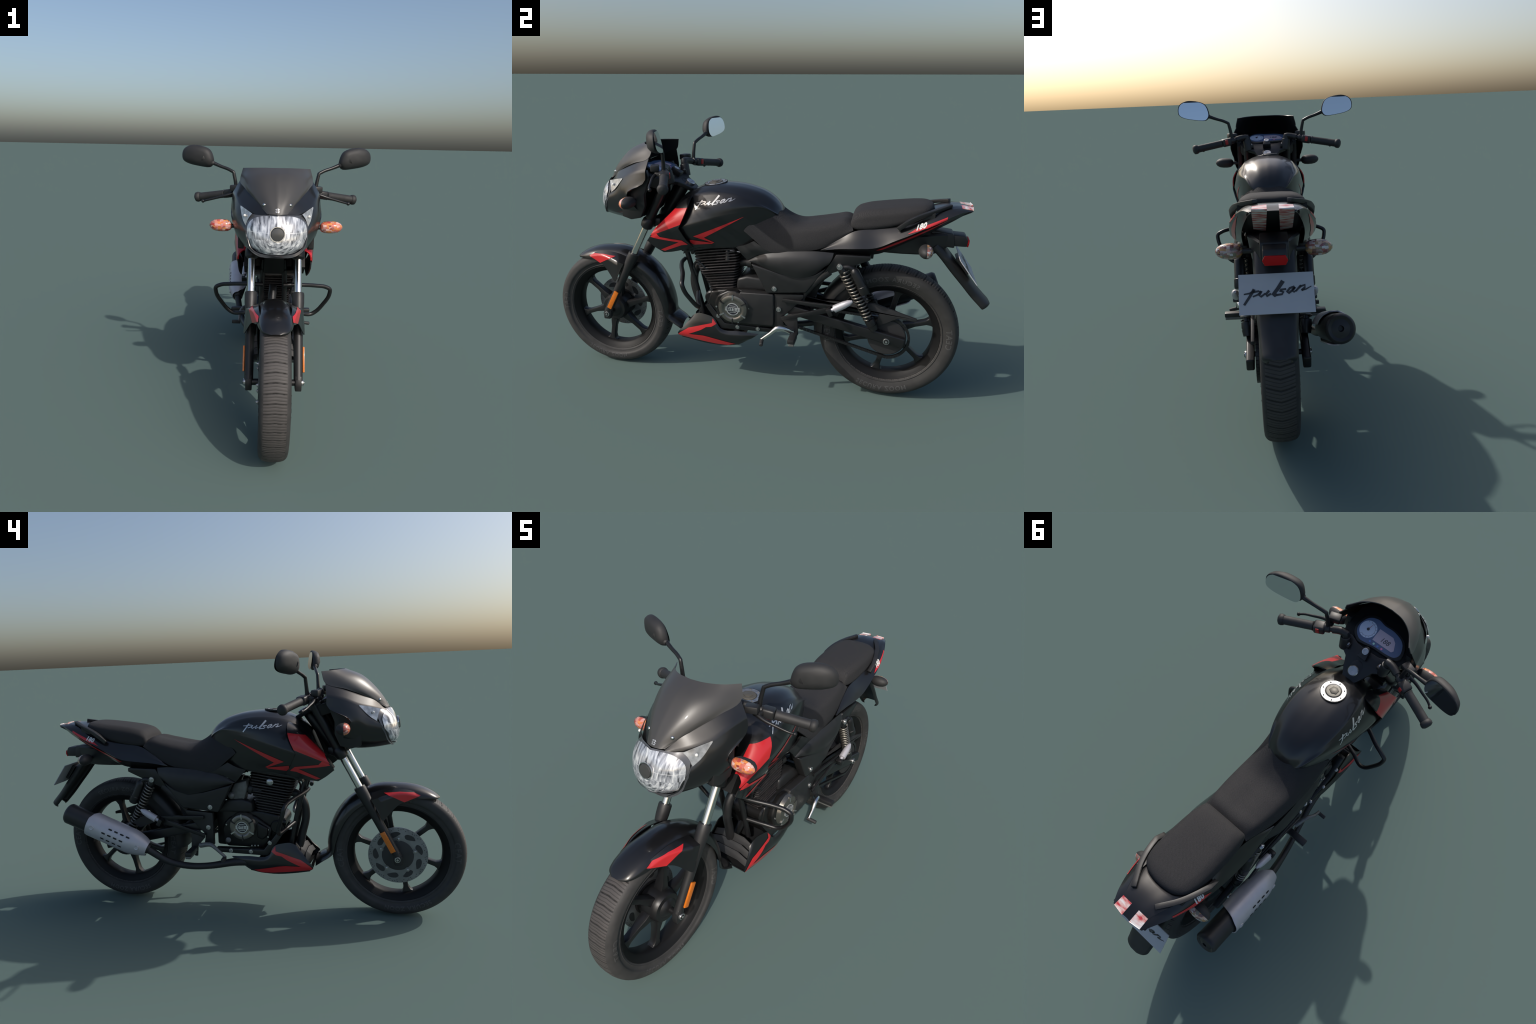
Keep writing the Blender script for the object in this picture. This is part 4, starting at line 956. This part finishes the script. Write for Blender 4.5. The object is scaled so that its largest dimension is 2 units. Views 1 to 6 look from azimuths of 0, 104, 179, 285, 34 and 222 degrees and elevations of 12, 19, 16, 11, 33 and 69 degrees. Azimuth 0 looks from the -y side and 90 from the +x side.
# tyre hugger at front of rear wheel (inner guard)
hg = []
for a in range(118, 186, 6):
    A = math.radians(a); e = Vector((0, math.cos(A), math.sin(A))); c = Vector((0, .598, .304))
    hg.append([Vector((w, *(c + e*r)[1:])) for w, r in ((0, .322), (.045, .320), (.068, .305), (.072, .280))])
V, F = both(*grid_mesh(hg)); obj("wheel_hugger", V, F, SATIN, sw, angle=60, solid=.004)
obj("inner_fender", *prism([(.28, .64), (.45, .67), (.52, .665), (.44, .635), (.34, .58), (.30, .50), (.27, .42), (.24, .42), (.26, .55)], -.064, .064), SATIN, sw, bevel=.004)

# ------------------------------------------------------------------ engine
en = group("engine")
ax = Vector((0, -.15, .989)).normalized(); fy = Vector((0, .989, .15)).normalized()
b0 = Vector((.017, -.132, .452)); fins = 16; V, F = [], []
first = None
for i in range(fins):
    h = .004 + i*.0128; t = i/(fins-1)
    c = b0 + ax*h
    l0 = .066 + .038*min(1, max(0, (t-.12)/.6)); wx = .066 + (.012 if t > .45 else .006*t)
    cr_ = .014
    poly = [(-wx, -l0+cr_), (-wx+cr_, -l0), (wx-cr_, -l0), (wx, -l0+cr_), (wx, l0-cr_), (wx-cr_, l0), (-wx+cr_, l0), (-wx, l0-cr_)]
    obj("cylinder_fin", *plane_prism(poly, c, (1, 0, 0), fy, -.0027, .0027), FINS, en, bevel=.0014)
obj("cylinder_core", *plane_prism([(-.055, -.058), (.055, -.058), (.055, .058), (-.055, .058)], b0, (1, 0, 0), fy, -.02, .205), DARK, en, bevel=.012)
obj("cylinder_head", *plane_prism([(-.068, -.092), (.068, -.092), (.068, .088), (-.068, .088)], b0 + ax*.205, (1, 0, 0), fy, -.004, .018), FINS, en, bevel=.008)
obj("head_plug", *lathe([(-.02, .015), (0, .0165), (.004, .0165), (.008, .012), (.009, 0)], (-.060, -.150, .612), (-1, 0, 0), 20), BOLT, en)
obj("spark_cap", *join(cyl((.082, -.105, .642), (.084, -.105, .606), .010, .013), cyl((.082, -.105, .640), (.082, -.105, .652), .013, .008)), SATIN, en)
obj("cable", *tube([(.082, -.10, .648), (.086, -.05, .646), (.090, -.01, .645)], .0025, n=8), ALU, en)
obj("plug_lead", *tube([(.080, -.255, .520), (.088, -.262, .570), (.092, -.245, .590), (.094, -.225, .578), (.088, -.20, .552), (.080, -.185, .548)], .0052, n=10), SATIN, en)
obj("crankcase", *join(prism([(-.205, .395), (-.185, .455), (-.10, .472), (.02, .478), (.112, .470), (.115, .305), (-.10, .290), (-.165, .310)], -.055, .100)), ENGINE, en, bevel=.010, segs=3)
obj("starter_motor", *join(cyl((-.050, -.182, .418), (.095, -.182, .418), .034, n=24, ch=.006), cyl((-.06, -.03, .500), (.06, -.03, .500), .032, n=24, ch=.006)), ENGINE, en, angle=40)
obj("airbox_duct", *join(prism([(-.070, .470), (-.066, .520), (-.02, .535), (.05, .530), (.085, .50), (.10, .47)], -.08, .085)), SATIN, en, bevel=.012, segs=3)
# sprocket-side cover (+x)
obj("drive_cover", *prism([(-.040, .474), (.108, .478), (.112, .470), (.112, .335), (.105, .327), (-.02, .325), (-.09, .322)], .09, .128), SATIN, en, bevel=.010, segs=3)
obj("case_ring", *prism([(-.165, .402), (-.148, .448), (-.10, .474), (-.055, .476), (.000, .430), (.006, .395), (-.012, .345), (-.055, .318), (-.11, .318), (-.15, .350)], .09, .126), ENGINE, en, bevel=.012, segs=3)
for s, c in ((1, Vector((.118, -.070, .397))), (-1, Vector((-.068, -.019, .404)))):
    d = (s, 0, 0); rc = .070 if s > 0 else .064
    cg = group("engine_cover", (0, 0, 0))
    obj("cover_disc", *lathe([(-.03, rc+.004), (.004, rc+.004), (.010, rc), (.024, rc - .006), (.0285, rc - .016), (.0275, rc - .024), (.024, rc-.028), (.024, 0)], c, d, 48), COVER, cg, angle=35)
    for k in range(6):
        a = math.tau*k/6 + .5; e = Vector((0, math.cos(a), math.sin(a)))
        obj("cover_rib", *plane_prism([(rc-.026, -.0028), (rc-.002, -.0032), (rc-.002, .0032), (rc-.026, .0028)], c, e, Vector(d).cross(e), .020, .0292), BOLT if k % 2 else SATIN, cg)
    rr = rc*.42
    obj("badge_ring", *lathe([(.024, rr), (.0262, rr), (.0262, rr*.86), (.024, rr*.86)], c, d, 36, False), SILVERINK, cg)
    obj("badge_field", *lathe([(.024, rr*.87), (.0248, rr*.87), (.0248, 0)], c, d, 36), INK, cg)
    uxx = Vector((0, s, 0))
    obj("badge_bar", *plane_prism([(-rr*1.12, -rr*.30), (rr*1.12, -rr*.30), (rr*1.12, rr*.30), (-rr*1.12, rr*.30)], c, uxx, (0, 0, 1), .0245, .0268), SILVERINK, cg)
    V, F = text2d("DTS-i", rr*.62, bold=.0004, space=1.25); obj("badge_lettering", [c + Vector((s*.0274, s*u, v)) for u, v in V], F, INK, cg)
    for dz, wd in ((rr*.52, .7), (-rr*.52, .7)):
        obj("badge_line", *plane_prism([(-rr*wd*.7, dz-.0012), (rr*wd*.7, dz-.0012), (rr*wd*.7, dz+.0012), (-rr*wd*.7, dz+.0012)], c, uxx, (0, 0, 1), .0245, .0258), SILVERINK, cg)
# clutch side casing (-x)
obj("clutch_case", *prism([(.083, .387), (.070, .420), (.048, .442), (-.010, .466), (-.079, .452), (-.148, .402), (-.156, .385), (-.142, .337), (-.112, .303), (.060, .304), (.078, .330)], -.050, -.076), ENGINE, en, bevel=.010, segs=3)
obj("oil_bulge", *prism([(-.090, .428), (-.138, .402), (-.138, .368), (-.112, .344), (-.086, .356)], -.06, -.088), ENGINE, en, bevel=.008, segs=3)
obj("case_plug", *lathe([(0, .013), (.006, .013), (.009, .009), (.0095, 0)], (-.075, .054, .336), (-1, 0, 0), 18), GREYALU, en)
obj("oil_filler", *join(cyl((-.055, -.022, .455), (-.055, -.024, .500), .012), cyl((-.055, -.024, .498), (-.055, -.025, .506), .018)), ENGINE, en)
obj("oil_cooler_cap", *join(cyl((-.04, -.175, .402), (-.066, -.175, .402), .030, n=24, ch=.004), cyl((-.05, -.215, .422), (-.05, -.195, .427), .011)), ENGINE, en)
# carburettor
obj("carburettor", *prism([(.030, .572), (.016, .604), (-.042, .618), (-.046, .588), (-.028, .526), (.022, .522), (.034, .546)], -.070, -.005), GREYALU, en, bevel=.006)
obj("carburettor_knob", *ball((-.070, .030, .548), .017, 10), GREYALU, en)
obj("intake_pipe", *join(cyl((-.040, -.034, .577), (-.032, -.105, .564), .019), cyl((-.039, -.046, .575), (-.037, -.062, .571), .026)), SATIN, en, bevel=.002)
obj("intake_boot", *join(cyl((.050, -.02, .590), (.045, -.075, .585), .019), cyl((.050, .0, .592), (.048, -.022, .590), .025)), SATIN, en)
# small case screws
scr_ = [cyl((s*.1255, y, z), (s*.1285, y, z), .0042, n=10) for s in (1,) for y, z in ((-.150, .395), (-.050, .330), (-.002, .40))] + [cyl((-.0755, y, z), (-.0785, y, z), .0038, n=10) for y, z in ((-.138, .392), (-.136, .358), (-.088, .315), (-.073, .314), (-.058, .313), (.060, .410), (-.045, .452))]
o = obj("case_screw", *join(*scr_), BOLT, en); o["kind"] = "stuff"

# ------------------------------------------------------------------ exhaust
exh = group("exhaust")
obj("header_pipe", *tube([(0, -.215, .552), (0, -.262, .545), (-.004, -.292, .510), (-.006, -.302, .455), (-.01, -.286, .370), (-.02, -.262, .290), (-.05, -.20, .245), (-.085, -.10, .240), (-.100, .02, .238), (-.125, .13, .224), (-.148, .22, .226), (-.168, .31, .248), (-.190, .415, .316)], .0185, n=18, radii=[.0185]*9 + [.0155, .0155, .016, .018]), SATIN, exh)
m0, m1 = Vector((-.186, .412, .316)), Vector((-.196, .800, .478)); md = (m1-m0).normalized(); ML = (m1-m0).length
mx = Vector((1, 0, 0)); mx = (mx - md*mx.dot(md)).normalized(); mz = mx.cross(md)
obj("muffler_body", *lathe([(-.01, .020), (.0, .026), (.05, .036), (.105, .047), (ML-.02, .0485), (ML-.012, .0492), (ML-.004, .0485), (ML+.004, .043), (ML+.006, .040), (ML+.001, .030), (ML+.005, .018), (ML+.007, .010), (ML-.01, .008)], m0, md, 40), SATIN, exh, angle=35)
# heat shield: wraps the outer half
rows = []
for i in range(37):
    q = i/36; t = .0 + q*(.300); r0 = .0535 if t > .10 else .028 + (.0255)*math.sin(math.pi/2*min(1, (t+.004)/.104))
    # angular extent closes at both ends
    ext = math.radians(118) * min(1, .75 + 3*q) * (1 if q < .86 else 1 - .62*((q-.86)/.14)**1.6)
    row = []
    for k in range(33):
        a = -ext + (2*ext + math.radians(48)*min(1, 3*q)*(1 if q < .86 else 1 - (q-.86)/.14))*k/32
        row.append(m0 + md*t + (-mx*math.cos(a) + mz*math.sin(a))*(r0 + .002))
    rows.append(row)
V, F = grid_mesh(rows)
SHIELD = obj("heat_shield", V, F, ALU, exh, angle=60, solid=.004)
treeH = bvh(SHIELD)
for ro in range(3):                          # dark flat patches laid on the uncut shield in place of vent slots
    for k in range(4):
        t = .105 + k*.030 + (.012 if ro == 1 else .0) - (ro-1)*.012; a0 = math.radians((ro-1)*27 + 8)
        P = []
        for i in range(12):
            b = math.tau*i/12; P.append((t + .0095*math.copysign(abs(math.cos(b))**.5, math.cos(b)), .0033*math.copysign(abs(math.sin(b))**.6, math.sin(b))))
        V = []
        for tt, w in P:
            dd = (-mx*math.cos(a0 + w/.054) + mz*math.sin(a0 + w/.054)).normalized()
            h = treeH.ray_cast(m0 + md*tt + dd*.12, -dd); V.append(h[0] + dd*.0012)
        obj("vent_slot_patch", V, [tuple(range(12))], DARK, exh)
for t, a in ((.040, .1), (.270, .15)):
    dd = (-mx*math.cos(a) + mz*math.sin(a)).normalized()
    r = (treeH.ray_cast(m0 + md*t + dd*.12, -dd)[0] - (m0 + md*t)).dot(dd) + .0005
    obj("shield_bolt", *lathe([(-.004, .0115), (.0008, .0115), (.0022, .010), (.0012, .0075), (.0008, .005), (.0018, 0)], m0 + md*t + dd*r, dd, 18), ALU, exh)
obj("muffler_hanger", *prism([(.46, .405), (.50, .43), (.42, .47), (.36, .46), (.37, .44)], -.150, -.142), FRAME, exh)

# ------------------------------------------------------------------ crash guard
for s in (-1, 1):
    S = lambda *p: (s*p[0], p[1], p[2])
    obj("crash_guard", *tube([S(.045, -.322, .580), S(.09, -.318, .580), S(.13, -.305, .577), S(.200, -.272, .566), S(.240, -.258, .558), S(.262, -.252, .545), S(.262, -.245, .520), S(.236, -.225, .465), S(.205, -.212, .425), S(.188, -.212, .414), S(.13, -.235, .420), S(.05, -.262, .430)], .0095, n=12), FRAME)

# ------------------------------------------------------------------ belly pan
bel = group("belly_pan")
B = [[(.096, -.282, .318), (.099, -.266, .333), (.102, -.245, .342), (.106, -.210, .340), (.108, -.172, .328), (.110, -.140, .280), (.104, -.05, .272), (.098, .036, .266)],
     [(.110, -.314, .276), (.113, -.292, .283), (.116, -.256, .292), (.118, -.215, .296), (.119, -.172, .290), (.118, -.135, .265), (.112, -.05, .258), (.102, .026, .258)],
     [(.118, -.346, .232), (.120, -.305, .238), (.123, -.260, .244), (.124, -.215, .246), (.123, -.172, .244), (.120, -.130, .238), (.114, -.05, .238), (.104, .010, .246)],
     [(.108, -.330, .218), (.106, -.295, .210), (.108, -.255, .204), (.108, -.210, .199), (.106, -.165, .195), (.104, -.115, .194), (.102, -.055, .206), (.098, -.010, .232)]]
V, F = both(*grid_mesh(surf(B, 5, 5)))
BEL = obj("belly_side", V, F, PAINT, bel, angle=50, mats=[PAINT, DARK], solid=.004)
BB = [[(.108, -.330, .218), (.106, -.255, .204), (.105, -.165, .195), (.102, -.055, .206)], [(0, -.315, .212), (0, -.255, .202), (0, -.165, .195), (0, -.055, .206)]]
V, F = both(*grid_mesh(surf(BB, 4, 4))); obj("belly_floor", V, F, SATIN, bel, angle=50, solid=.003)
FR = [[(.118, -.345, .232), (0, -.345, .232)], [(.108, -.330, .217), (0, -.325, .210)]]
V, F = both(*grid_mesh(FR)); obj("belly_lip", V, F, PAINT, bel, angle=50, solid=.004)
for i, (y, z) in enumerate(((-.322, .244), (-.300, .268), (-.278, .292))):
    obj("belly_louvre", *plane_prism([(-.108+i*.006, -.004), (-.06, .006), (.06, .006), (.108-i*.006, -.004), (.106-i*.006, .024), (.05, .038), (-.05, .038), (-.106+i*.006, .024)], (0, y, z), (1, 0, 0), (0, .55, .84), -.003, .003), MATTE, bel, bevel=.001)
treeP = bvh(BEL)
for s in (-1, 1):
    side_decal("red_stripe", [(-.345, .233), (-.333, .243), (-.291, .270), (-.220, .293), (-.178, .305), (-.176, .326), (-.158, .302), (-.180, .288), (-.205, .284), (-.230, .268), (-.292, .240), (-.222, .241), (-.190, .236), (-.071, .2085), (-.108, .1985), (-.165, .2005), (-.279, .216), (-.330, .2235)], s, treeP, RED, bel, .0012)
